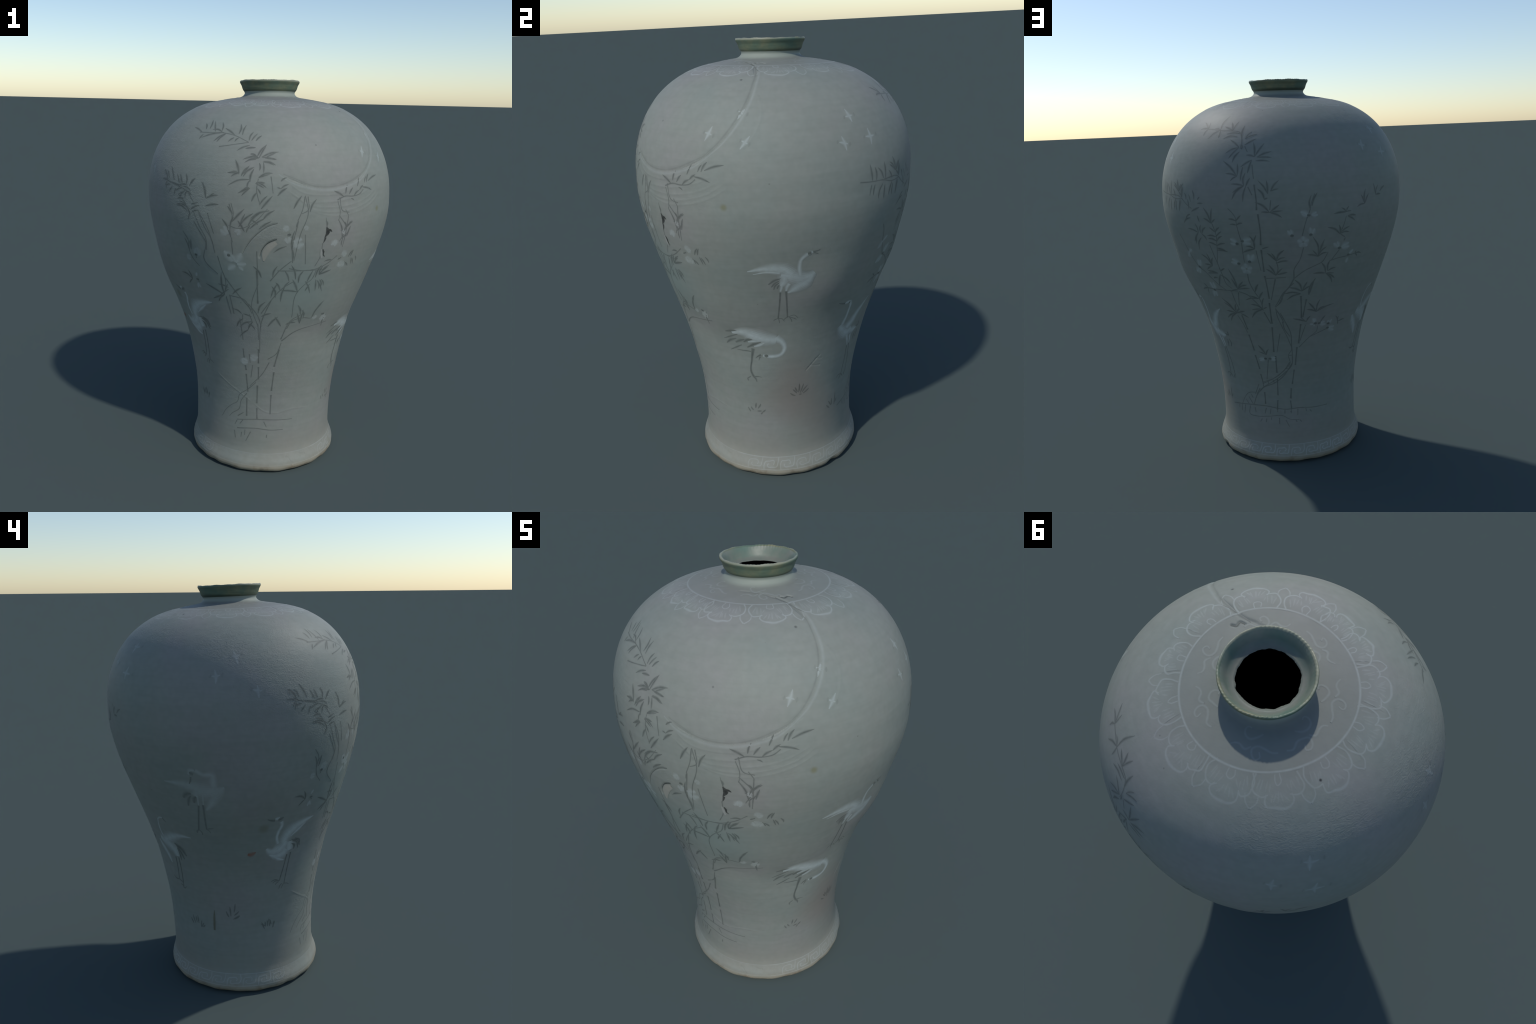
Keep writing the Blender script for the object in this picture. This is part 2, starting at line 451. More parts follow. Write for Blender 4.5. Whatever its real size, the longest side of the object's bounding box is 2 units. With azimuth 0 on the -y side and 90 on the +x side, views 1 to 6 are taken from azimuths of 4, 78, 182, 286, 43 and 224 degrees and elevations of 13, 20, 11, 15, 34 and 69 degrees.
# the hollow: a dark wall a few millimetres inside the outer one
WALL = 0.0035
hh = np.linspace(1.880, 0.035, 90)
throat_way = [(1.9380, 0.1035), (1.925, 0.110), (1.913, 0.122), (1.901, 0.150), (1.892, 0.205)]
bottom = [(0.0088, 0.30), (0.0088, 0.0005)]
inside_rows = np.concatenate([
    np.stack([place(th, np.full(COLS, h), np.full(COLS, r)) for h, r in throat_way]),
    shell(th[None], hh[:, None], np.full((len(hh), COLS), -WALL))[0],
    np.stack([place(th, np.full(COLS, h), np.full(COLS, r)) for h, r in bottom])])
rows = np.concatenate([under_rows, outer, lip_rows, inside_rows])
nu, no, nl = len(under_rows), len(outer), len(lip_rows)
# vertex normals of the whole form, shared by the parts cut from it
a = np.roll(rows, -1, 1) - np.roll(rows, 1, 1)
nor = np.cross(a, np.gradient(rows, axis=0))
nor /= np.maximum(np.linalg.norm(nor, axis=-1, keepdims=True), 1e-12)
nor[0] = (0, 0, -1); nor[-1] = (0, 0, 1)


def band(name, i0, i1, mat):
    n = i1 - i0 + 1
    return add_mesh(name, rows[i0:i1 + 1].reshape(-1, 3), grid_faces(n, COLS), [mat], vase, nor[i0:i1 + 1].reshape(-1, 3))


def row_at(h):
    return nu + int(np.searchsorted(H, h))


foot = band("foot", 0, row_at(0.130), BODY_MAT)
body = band("body", row_at(0.130), row_at(1.907), BODY_MAT)
neck = band("neck", row_at(1.907), row_at(1.936), BODY_MAT)
mouth = band("mouth_rim", row_at(1.936), nu + no + 3, MOUTH_MAT)
throat = band("throat", nu + no + 3, nu + no + nl - 1, THROAT_MAT)
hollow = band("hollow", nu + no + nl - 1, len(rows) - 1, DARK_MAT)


# ------------------------------------------------------------------ inlay strokes
class Stroke:
    """Collects ribbons of slip lying on the wall; flush() makes one mesh of them."""

    def __init__(self):
        self.v, self.n, self.f, self.s, self.mats, self.count, self.size = [], [], [], [], [], 0, 0.0

    def slot(self, m):
        if m not in self.mats:
            self.mats.append(m)
        return self.mats.index(m)

    def add(self, points, widths, inks, lift=0.0005, soft=0.7, closed_ends=True):
        """points: (degrees, height); widths in mm along the way; inks: core, middle, edge."""
        p3 = base(*along(points, 24))
        length = np.linalg.norm(np.diff(p3, axis=0), axis=1).sum()
        n = int(np.clip(length / 0.006, 7, 90))
        t, h = along(points, n)
        x = np.linspace(0, 1, n)
        w = np.interp(x, np.linspace(0, 1, len(widths)), widths) * 0.0005
        w = blur(w, 0.06, x[1]) if n > 12 and len(widths) > 2 else w
        if closed_ends:
            w = np.maximum(w, 0.0002)
        e = 1e-3
        pt = (base(t + e, h) - base(t - e, h)) / (2 * e)
        ph = (base(t, h + e) - base(t, h - e)) / (2 * e)
        lt, lh = np.linalg.norm(pt, axis=1), np.linalg.norm(ph, axis=1)
        du, dv = np.gradient(t) * lt, np.gradient(h) * lh
        m = np.maximum(np.hypot(du, dv), 1e-9)
        nt, nh = -dv / m / lt, du / m / lh
        soft = min(soft, 0.9)
        w = w * (1 + 0.55 * soft)
        ring = 1 - soft * np.linspace(0, 1, 5)
        fill = [0.5 * ring[4], 0.0, -0.5 * ring[4]] if w.max() > 0.011 else []
        cross = np.concatenate([ring, fill, -ring[::-1]])
        kinds = [4, 3, 2, 1] + [0] * (len(fill) + 1) + [1, 2, 3, 4]
        T = t[:, None] + cross * (w * nt)[:, None]
        Hh = h[:, None] + cross * (w * nh)[:, None]
        dome = lift + 0.0005 * (1 - cross**2)
        P, Nn = shell(T, np.clip(Hh, 0.001, 1.9349), np.broadcast_to(dome, T.shape))
        k = len(cross)
        self.v.append(P.reshape(-1, 3)); self.n.append(Nn.reshape(-1, 3))
        f = grid_faces(n, k, closed=False)
        # rows run along the stroke, columns across it; face outward
        q = P.reshape(-1, 3)[f[0]]
        if np.dot(np.cross(q[1] - q[0], q[2] - q[0]), Nn.reshape(-1, 3)[f[0][0]]) < 0:
            f = f[:, ::-1]
        self.f.append(f + self.count)
        self.s.append(np.tile([self.slot(inks[c]) for c in kinds], n - 1))
        self.count += n * k
        self.size += length * w.mean() * 2
        return self

    def flush(self, name, parent, kind=None):
        if not self.v:
            return None
        return add_mesh(name, np.concatenate(self.v), np.concatenate(self.f), self.mats, parent,
                        np.concatenate(self.n), np.concatenate(self.s), kind)


LAYER = [0]


def next_lift(low=0.00015, high=0.00025):
    """Neighbouring strokes overlap: give each its own height."""
    LAYER[0] = (LAYER[0] + 7) % 31
    return low + (high - low) * LAYER[0] / 31


def step(deg, h, heading, length):
    """Point reached from (deg, h) going along a heading on the wall (0 = counter-clockwise, 90 = up)."""
    a = math.radians(heading)
    r0 = float(radius(h))
    slope = float(radius(h + 0.003) - radius(h - 0.003)) / 0.006
    return (deg + math.degrees(length * math.cos(a) / r0), h + length * math.sin(a) / math.hypot(1, slope))


def bent(deg, h, heading, length, bend):
    return [(deg, h), step(*step(deg, h, heading, length * 0.5), heading + 90, bend * length), step(deg, h, heading, length)]


LEAVES = []      # every leaf, so that the largest can be made separate objects


class Clump:
    """A bamboo and plum clump: stems, jointed stalks, leaf sprays, blossoms and buds."""

    def __init__(self, leaf_ink, stem_ink, stalk_ink, leaf_width, soft):
        self.leaf_ink, self.stem_ink, self.stalk_ink, self.leaf_width, self.soft = leaf_ink, stem_ink, stalk_ink, leaf_width, soft
        self.stems, self.parts = Stroke(), []

    def spray(self, deg, h, *leaves):
        for heading, length in leaves:
            pts = bent(deg, h, heading, length, (0.07 if math.cos(math.radians(heading)) > 0 else -0.07) + RNG.uniform(-0.06, 0.06))
            w = self.leaf_width * RNG.uniform(0.85, 1.15) * min(1.0, 0.55 + length / 0.13)
            s = Stroke().add(pts, [0.30 * w, 0.85 * w, w, 0.8 * w, 0.12 * w], self.leaf_ink, next_lift(), self.soft)
            LEAVES.append((s, self))

    def stem(self, *pts):
        w = RNG.uniform(4.4, 6.2)
        self.stems.add(pts, [w, w * 0.9, w * RNG.uniform(0.7, 1.1), w * 0.7], self.stem_ink, next_lift(), self.soft)

    def stalk(self, *pts):
        w = RNG.uniform(8.5, 10.0)
        self.parts.append(("stalk", Stroke().add(pts, [w, w * 0.72, w * 0.66, w * 0.72, w], self.stalk_ink, next_lift(), min(0.9, self.soft))))

    def flower(self, deg, h, r):
        s = Stroke()
        for i in range(5):
            a = 90 + 72 * i + RNG.uniform(-8, 8)
            s.add(bent(*step(deg, h, a, r * 0.18), a, r * 0.9, 0.0), [14, r * 900, r * 1050, r * 800, 8], white(0.19), next_lift(), 0.95)
        self.parts.append(("plum_blossom", s))

    def petal(self, deg, h, heading, length):
        w = length * 540
        s = Stroke().add(bent(deg, h, heading, length, RNG.uniform(-0.06, 0.06)), [w * 0.45, w, w * 1.1, w * 0.9, w * 0.3], white(0.20), next_lift(), 1.0)
        self.parts.append(("petal", s))

    def bud(self, deg, h):
        s = Stroke().add([step(deg, h, 180, 0.008), (deg, h), step(deg, h, 0, 0.008)], [7, 14, 7], iron(0.60), 0.0008, 0.85)
        self.parts.append(("bud", s))

    def blossom(self, deg, h, r, strength):
        s = Stroke()
        for i in range(3):
            a = RNG.uniform(0, 120) + 120 * i
            c = step(deg, h, a, r * 0.4)
            q = r * RNG.uniform(0.7, 1.0)
            s.add([step(*c, a + 90, -q * 0.9), c, step(*c, a + 90, q * 0.9)], [q * 500, q * 1500, q * 500], white(round(0.17 * strength + 0.03, 2)), next_lift(), 0.9)
        self.parts.append(("plum_blossom", s))


def north_clump():
    c = Clump(iron(0.52), iron(0.48), iron(0.56), 10.5, 0.9)
    spray, stem, stalk, flower, petal, bud, blossom = c.spray, c.stem, c.stalk, c.flower, c.petal, c.bud, c.blossom
    spray(49.9, 1.762, (145, 0.073), (112, 0.044), (-178, 0.057), (-107, 0.041))
    spray(58.8, 1.757, (84, 0.084), (165, 0.042), (-135, 0.073), (-84, 0.047))
    spray(66.5, 1.754, (155, 0.058), (115, 0.053), (74, 0.055))
    spray(70.6, 1.741, (-178, 0.062))
    spray(69.9, 1.726, (-172, 0.070))
    spray(72.5, 1.719, (89, 0.069))
    spray(74.5, 1.716, (56, 0.046), (24, 0.057))
    spray(74.6, 1.689, (31, 0.060))
    spray(72.1, 1.679, (144, 0.067), (-155, 0.071), (-129, 0.072))
    spray(72.6, 1.660, (-119, 0.061))
    spray(73.3, 1.691, (-87, 0.025))
    spray(79.8, 1.637, (98, 0.068), (56, 0.076), (168, 0.041))
    spray(80.9, 1.635, (21, 0.072), (-2, 0.068))
    spray(80.4, 1.619, (-3, 0.065))
    spray(78.6, 1.623, (-147, 0.059), (-105, 0.065))
    spray(72.4, 1.552, (138, 0.106), (92, 0.057), (169, 0.060), (-146, 0.041))
    spray(74.8, 1.593, (-98, 0.069))
    spray(75.5, 1.509, (173, 0.064), (-150, 0.064), (-133, 0.088), (84, 0.059))
    spray(76.4, 1.507, (-102, 0.075), (63, 0.042))
    spray(85.7, 1.472, (127, 0.076), (95, 0.060))
    spray(86.9, 1.483, (52, 0.062), (16, 0.037))
    spray(84.3, 1.446, (123, 0.059), (25, 0.017))
    spray(86.3, 1.386, (144, 0.084), (37, 0.058), (6, 0.061), (176, 0.040), (-24, 0.062))
    spray(39.6, 1.470, (149, 0.059), (113, 0.066), (49, 0.053))
    spray(41.9, 1.446, (140, 0.038), (80, 0.049))
    spray(45.0, 1.434, (110, 0.035))
    spray(48.0, 1.426, (110, 0.039))
    spray(50.3, 1.439, (104, 0.046))
    spray(52.3, 1.439, (43, 0.021))
    spray(36.5, 1.431, (-115, 0.054))
    spray(41.2, 1.429, (-110, 0.060))
    spray(46.1, 1.437, (-82, 0.048))
    spray(52.2, 1.421, (2, 0.035))
    stem((49.9, 1.762), (54.7, 1.760), (60.0, 1.755), (66.6, 1.752), (70.6, 1.746), (72.9, 1.709), (72.8, 1.673))
    stem((74.8, 1.684), (76.4, 1.658))
    stem((78.9, 1.603), (79.7, 1.540))
    stem((77.3, 1.504), (79.1, 1.466))
    stem((86.4, 1.396), (86.9, 1.442))
    stem((31.4, 1.449), (40.9, 1.443), (45.1, 1.412), (48.4, 1.394))
    stalk((80.0, 1.514), (80.8, 1.439), (80.8, 1.397))
    stalk((81.3, 1.379), (81.9, 1.290), (81.6, 1.229))
    spray(59.0, 1.329, (117, 0.085), (82, 0.075), (151, 0.049), (41, 0.033))
    spray(60.4, 1.286, (144, 0.039), (43, 0.039))
    spray(60.4, 1.264, (179, 0.052), (39, 0.046))
    spray(60.5, 1.241, (167, 0.050), (40, 0.046))
    spray(60.1, 1.219, (16, 0.050), (163, 0.049))
    spray(60.0, 1.207, (-17, 0.053))
    spray(59.5, 1.196, (-5, 0.062))
    spray(50.5, 1.277, (168, 0.077), (106, 0.047), (-130, 0.065))
    spray(51.8, 1.276, (75, 0.045))
    spray(52.5, 1.272, (48, 0.049), (-51, 0.041))
    spray(48.8, 1.256, (-112, 0.045))
    spray(51.7, 1.253, (-118, 0.077))
    spray(47.2, 1.366, (-146, 0.048))
    spray(47.0, 1.348, (-152, 0.068))
    spray(48.3, 1.380, (23, 0.060))
    spray(51.5, 1.362, (-73, 0.034))
    spray(54.6, 1.110, (136, 0.082), (108, 0.070), (75, 0.049), (177, 0.054), (-150, 0.055))
    spray(57.1, 1.075, (177, 0.069), (-171, 0.079))
    spray(59.1, 1.088, (109, 0.019), (35, 0.033))
    spray(58.3, 1.069, (-43, 0.069), (-112, 0.076))
    spray(55.9, 1.049, (-164, 0.032))
    spray(44.5, 0.973, (143, 0.039), (-161, 0.062), (-110, 0.040))
    spray(66.7, 0.995, (103, 0.119), (110, 0.067), (54, 0.057), (29, 0.057), (8, 0.064), (-158, 0.051))
    spray(61.7, 0.853, (130, 0.107), (139, 0.087), (83, 0.059), (57, 0.042), (20, 0.055), (174, 0.065), (-151, 0.081), (-133, 0.077))
    spray(64.6, 0.853, (-27, 0.045))
    spray(79.1, 0.888, (-140, 0.087), (-172, 0.061), (156, 0.066), (33, 0.024))
    spray(77.6, 0.946, (-171, 0.073), (160, 0.051), (61, 0.048))
    spray(79.0, 0.914, (75, 0.041))
    spray(76.1, 0.985, (66, 0.050))
    spray(71.4, 1.346, (167, 0.039), (47, 0.038))
    spray(71.5, 1.326, (19, 0.033), (175, 0.034))
    spray(78.7, 1.210, (106, 0.070), (80, 0.073), (161, 0.045), (-162, 0.065))
    spray(82.0, 1.210, (18, 0.035))
    spray(88.1, 1.148, (133, 0.059), (116, 0.047), (56, 0.070), (23, 0.047))
    spray(87.9, 1.136, (11, 0.060))
    spray(87.5, 1.073, (140, 0.058), (117, 0.068), (50, 0.051))
    spray(88.3, 1.077, (14, 0.049))
    stem((59.4, 1.329), (60.6, 1.282), (60.0, 1.215), (58.1, 1.127))
    stem((34.7, 1.252), (36.5, 1.219), (38.2, 1.171), (39.8, 1.139), (43.6, 1.087), (47.2, 1.069), (51.8, 1.034), (55.9, 1.003), (59.1, 0.984))
    stem((55.9, 1.220), (57.0, 1.174), (58.4, 1.123), (59.7, 1.066), (60.8, 1.017), (63.3, 0.997))
    stem((44.5, 0.973), (58.0, 0.982), (66.5, 0.985))
    stem((62.3, 0.973), (63.1, 0.918), (64.4, 0.874))
    stem((66.5, 0.977), (64.9, 0.901))
    stem((66.9, 0.982), (71.4, 0.966), (75.0, 0.931), (79.1, 0.881))
    stem((73.5, 1.080), (73.7, 1.040), (75.8, 0.982), (78.0, 0.941), (79.0, 0.895))
    stem((68.0, 1.404), (70.0, 1.383), (71.3, 1.360), (71.5, 1.332), (72.1, 1.287), (72.8, 1.247), (72.8, 1.188), (72.9, 1.140))
    stem((79.2, 1.202), (79.8, 1.147), (80.5, 1.097))
    stem((88.1, 1.146), (88.7, 1.107), (87.5, 1.073))
    stem((81.7, 1.058), (87.0, 1.059), (92.3, 1.062))
    stem((87.0, 1.055), (84.2, 0.940))
    stem((96.1, 1.029), (93.3, 1.003), (90.6, 0.964), (89.2, 0.927), (86.1, 0.900))
    stem((79.4, 0.872), (82.6, 0.806))
    stem((62.0, 0.841), (64.6, 0.791), (66.2, 0.743))
    stalk((81.6, 1.206), (81.9, 1.092))
    stalk((82.0, 1.071), (82.6, 1.011), (83.1, 0.947))
    stalk((82.9, 0.924), (83.1, 0.805))
    stalk((65.0, 0.844), (66.8, 0.763))
    flower(73.5, 1.107, 0.027)
    petal(70.0, 1.133, 142, 0.041)
    petal(69.7, 1.131, 166, 0.037)
    petal(75.4, 1.146, 92, 0.038)
    petal(75.6, 1.146, 59, 0.045)
    petal(70.7, 1.236, 146, 0.040)
    petal(70.2, 1.231, 170, 0.030)
    petal(73.4, 1.249, 15, 0.044)
    petal(73.4, 1.245, -14, 0.041)
    petal(49.8, 0.976, 110, 0.042)
    petal(50.8, 0.978, 87, 0.042)
    petal(49.6, 0.966, -118, 0.044)
    petal(50.3, 0.968, -83, 0.034)
    petal(43.7, 1.093, 80, 0.039)
    petal(44.3, 1.094, 58, 0.046)
    petal(43.1, 1.083, -145, 0.050)
    petal(43.7, 1.084, -118, 0.039)
    petal(39.0, 1.165, 24, 0.034)
    petal(39.0, 1.165, -133, 0.045)
    bud(70.0, 1.133)
    bud(75.5, 1.144)
    bud(70.7, 1.234)
    bud(73.3, 1.248)
    bud(50.1, 0.972)
    bud(43.6, 1.089)
    spray(107.6, 1.160, (106, 0.111), (74, 0.092), (52, 0.062), (22, 0.050), (166, 0.055), (129, 0.046))
    spray(112.3, 1.068, (114, 0.069), (-8, 0.048), (-34, 0.066), (-54, 0.075), (175, 0.064))
    spray(113.3, 1.078, (85, 0.061), (20, 0.043))
    spray(117.3, 1.264, (149, 0.076), (100, 0.047), (33, 0.062), (5, 0.053))
    spray(119.9, 1.368, (141, 0.035), (62, 0.029), (2, 0.028), (-177, 0.068))
    spray(120.6, 1.347, (-1, 0.048), (-31, 0.053))
    spray(129.7, 1.396, (85, 0.071), (60, 0.052), (-167, 0.048), (117, 0.051))
    spray(136.7, 1.431, (106, 0.060), (65, 0.050), (-1, 0.041))
    spray(139.8, 1.444, (29, 0.048))
    spray(100.4, 0.982, (118, 0.079), (158, 0.069), (65, 0.058), (29, 0.059))
    spray(99.8, 0.968, (177, 0.080), (-155, 0.075))
    spray(127.5, 1.151, (-7, 0.043), (63, 0.016), (-46, 0.026))
    spray(103.4, 1.390, (86, 0.069))
    spray(104.1, 1.409, (66, 0.065))
    spray(103.9, 0.960, (71, 0.097))
    spray(120.5, 1.241, (-113, 0.018))
    stem((99.9, 1.270), (101.8, 1.349), (103.0, 1.383), (104.1, 1.432), (105.4, 1.465))
    stem((100.6, 1.212), (99.0, 1.150), (96.3, 1.100), (96.1, 1.056))
    stem((96.1, 1.052), (101.5, 1.092), (107.1, 1.117), (109.5, 1.128), (112.4, 1.178))
    stem((113.7, 1.132), (117.6, 1.140), (123.1, 1.145), (127.5, 1.151))
    stem((114.5, 1.135), (118.1, 1.184))
    stem((96.1, 1.052), (93.7, 1.009), (90.4, 0.974), (87.8, 0.929), (85.8, 0.901))
    stem((117.3, 1.262), (119.0, 1.309), (119.9, 1.348))
    stem((120.0, 1.246), (117.7, 1.262))
    flower(100.4, 1.239, 0.027)
    petal(95.4, 1.275, 131, 0.031)
    petal(95.4, 1.275, 100, 0.029)
    petal(103.7, 1.276, 98, 0.033)
    petal(103.9, 1.273, 62, 0.033)
    petal(102.5, 1.366, 152, 0.041)
    petal(102.5, 1.366, 166, 0.032)
    petal(103.9, 1.365, 34, 0.028)
    petal(104.1, 1.365, 0, 0.028)
    petal(117.2, 1.198, 140, 0.035)
    petal(117.6, 1.199, 113, 0.032)
    petal(119.0, 1.195, 25, 0.044)
    petal(119.3, 1.191, 1, 0.043)
    petal(123.9, 1.154, 46, 0.030)
    petal(123.5, 1.135, -98, 0.029)
    bud(95.5, 1.272)
    bud(103.7, 1.272)
    bud(102.7, 1.366)
    bud(117.9, 1.192)
    bud(123.5, 1.149)
    spray(109.7, 0.858, (127, 0.076), (80, 0.076), (34, 0.050), (20, 0.098), (159, 0.055))
    spray(104.0, 0.807, (160, 0.072), (60, 0.038))
    spray(113.1, 0.794, (57, 0.045))
    spray(126.0, 0.778, (117, 0.042), (89, 0.032), (10, 0.044), (-78, 0.019))
    spray(104.3, 0.957, (76, 0.095))
    stem((96.2, 1.098), (96.2, 1.054), (93.7, 1.006), (90.6, 0.971), (88.6, 0.926), (86.2, 0.898))
    stem((100.8, 0.830), (104.0, 0.806))
    stem((99.8, 0.662), (106.9, 0.718), (111.2, 0.746), (111.5, 0.775))
    stem((106.9, 0.718), (118.3, 0.750))
    stem((100.4, 0.700), (103.6, 0.789))
    stem((87.2, 1.053), (84.2, 0.940))
    stem((87.6, 0.745), (84.8, 0.638))
    stem((78.1, 0.593), (75.2, 0.473))
    stem((79.3, 0.870), (82.5, 0.804))
    stem((86.1, 0.893), (86.8, 0.846), (89.1, 0.788), (93.2, 0.699), (94.7, 0.650), (92.6, 0.622), (93.3, 0.569), (88.9, 0.531), (82.9, 0.491), (71.9, 0.456))
    stem((88.5, 0.865), (91.0, 0.817), (94.4, 0.743), (94.8, 0.679), (95.1, 0.621), (94.4, 0.558), (89.3, 0.516), (79.3, 0.460), (72.0, 0.426), (67.9, 0.395))
    stem((86.1, 0.889), (88.7, 0.846), (90.5, 0.807))
    stem((89.5, 0.817), (90.8, 0.768), (93.8, 0.728))
    stem((92.9, 0.617), (95.2, 0.619))
    stem((89.5, 0.540), (93.1, 0.539))
    stalk((100.0, 0.956), (100.8, 0.832))
    stalk((103.1, 0.935), (101.6, 0.834))
    stalk((100.5, 0.796), (99.5, 0.684))
    stalk((98.4, 0.663), (97.1, 0.559))
    stalk((96.2, 0.533), (94.5, 0.448))
    stalk((93.5, 0.421), (92.7, 0.366))
    stalk((82.9, 0.924), (83.3, 0.805))
    stalk((83.1, 0.784), (82.6, 0.638))
    stalk((83.5, 0.614), (83.5, 0.515))
    stalk((83.4, 0.481), (82.8, 0.382))
    petal(109.4, 0.796, 116, 0.030)
    petal(109.2, 0.792, 91, 0.030)
    petal(108.5, 0.786, 164, 0.019)
    petal(109.3, 0.785, -95, 0.012)
    petal(112.9, 0.787, 16, 0.028)
    petal(112.9, 0.785, -15, 0.035)
    petal(119.2, 0.778, 53, 0.027)
    petal(118.9, 0.778, 99, 0.021)
    petal(119.1, 0.754, 2, 0.038)
    petal(119.2, 0.751, -29, 0.042)
    petal(75.7, 0.597, -153, 0.033)
    petal(75.7, 0.598, -173, 0.032)
    petal(79.7, 0.598, 16, 0.030)
    petal(79.7, 0.597, -12, 0.028)
    bud(109.8, 0.791)
    bud(112.4, 0.789)
    bud(118.9, 0.778)
    bud(118.8, 0.753)
    bud(76.2, 0.597)
    bud(79.4, 0.598)
    spray(77.1, 0.620, (123, 0.068), (158, 0.044), (68, 0.039))
    stem((93.1, 0.577), (89.3, 0.534), (84.8, 0.504), (78.7, 0.473), (72.2, 0.449))
    stem((94.9, 0.571), (87.8, 0.494), (81.0, 0.454), (71.8, 0.424), (65.0, 0.373), (61.1, 0.315))
    stem((63.7, 0.387), (57.9, 0.379), (50.2, 0.323), (48.1, 0.296))
    stem((53.2, 0.331), (55.9, 0.308))
    stem((56.4, 0.352), (60.2, 0.312))
    stem((59.3, 0.369), (60.7, 0.351))
    stem((63.5, 0.377), (67.8, 0.440))
    stem((65.1, 0.379), (68.4, 0.416))
    stem((71.4, 0.444), (71.8, 0.424))
    stem((75.9, 0.462), (75.8, 0.439))
    stem((80.0, 0.473), (80.7, 0.454))
    stem((37.0, 0.284), (48.7, 0.299), (61.5, 0.311), (73.7, 0.314), (82.0, 0.306), (87.3, 0.302), (99.3, 0.308), (110.9, 0.302), (123.0, 0.301))
    stem((56.8, 0.300), (56.1, 0.251), (62.1, 0.247), (74.4, 0.257), (86.9, 0.261), (90.2, 0.247), (98.8, 0.239))
    stem((44.5, 0.289), (44.1, 0.269))
    stem((47.6, 0.295), (46.9, 0.257))
    stem((51.6, 0.297), (50.0, 0.248))
    stem((61.6, 0.297), (62.2, 0.269))
    stem((72.1, 0.303), (70.6, 0.270))
    stem((76.1, 0.301), (75.0, 0.269))
    stem((81.6, 0.306), (81.6, 0.284))
    stem((87.6, 0.299), (87.4, 0.276))
    stem((92.7, 0.304), (92.4, 0.277))
    stem((98.0, 0.302), (97.7, 0.266))
    stem((104.4, 0.302), (104.9, 0.284))
    stem((107.6, 0.291), (109.2, 0.277))
    stem((67.7, 0.237), (66.0, 0.219))
    stem((71.8, 0.241), (71.1, 0.220))
    stem((76.1, 0.251), (75.7, 0.236))
    stem((82.7, 0.251), (82.7, 0.215))
    stem((87.9, 0.240), (90.6, 0.201))
    stem((96.1, 0.240), (96.9, 0.226))
    stem((99.4, 0.238), (100.6, 0.226))
    stalk((66.8, 0.732), (68.6, 0.640))
    stalk((68.7, 0.614), (70.5, 0.531))
    stalk((70.6, 0.503), (71.8, 0.443))
    stalk((72.0, 0.395), (71.8, 0.326))
    stalk((82.4, 0.354), (81.5, 0.298))
    stalk((93.5, 0.424), (93.0, 0.364))
    stalk((92.5, 0.352), (93.0, 0.306))
    spray(24.9, 1.453, (100, 0.066))
    spray(26.9, 1.453, (98, 0.052))
    spray(30.9, 1.454, (126, 0.057))
    spray(32.2, 1.452, (95, 0.066))
    spray(36.4, 1.445, (125, 0.042))
    spray(38.6, 1.473, (135, 0.054), (106, 0.044))
    spray(39.2, 1.472, (59, 0.041))
    spray(41.4, 1.443, (85, 0.061))
    spray(24.5, 1.439, (-104, 0.044))
    spray(26.2, 1.436, (-102, 0.043))
    spray(30.4, 1.432, (-114, 0.061))
    spray(31.8, 1.426, (-95, 0.055))
    spray(35.6, 1.423, (-108, 0.047))
    spray(37.1, 1.422, (-98, 0.047))
    spray(40.7, 1.438, (-107, 0.065))
    stem((18.9, 1.455), (24.3, 1.450), (30.2, 1.447), (36.8, 1.433), (42.2, 1.438))
    return c


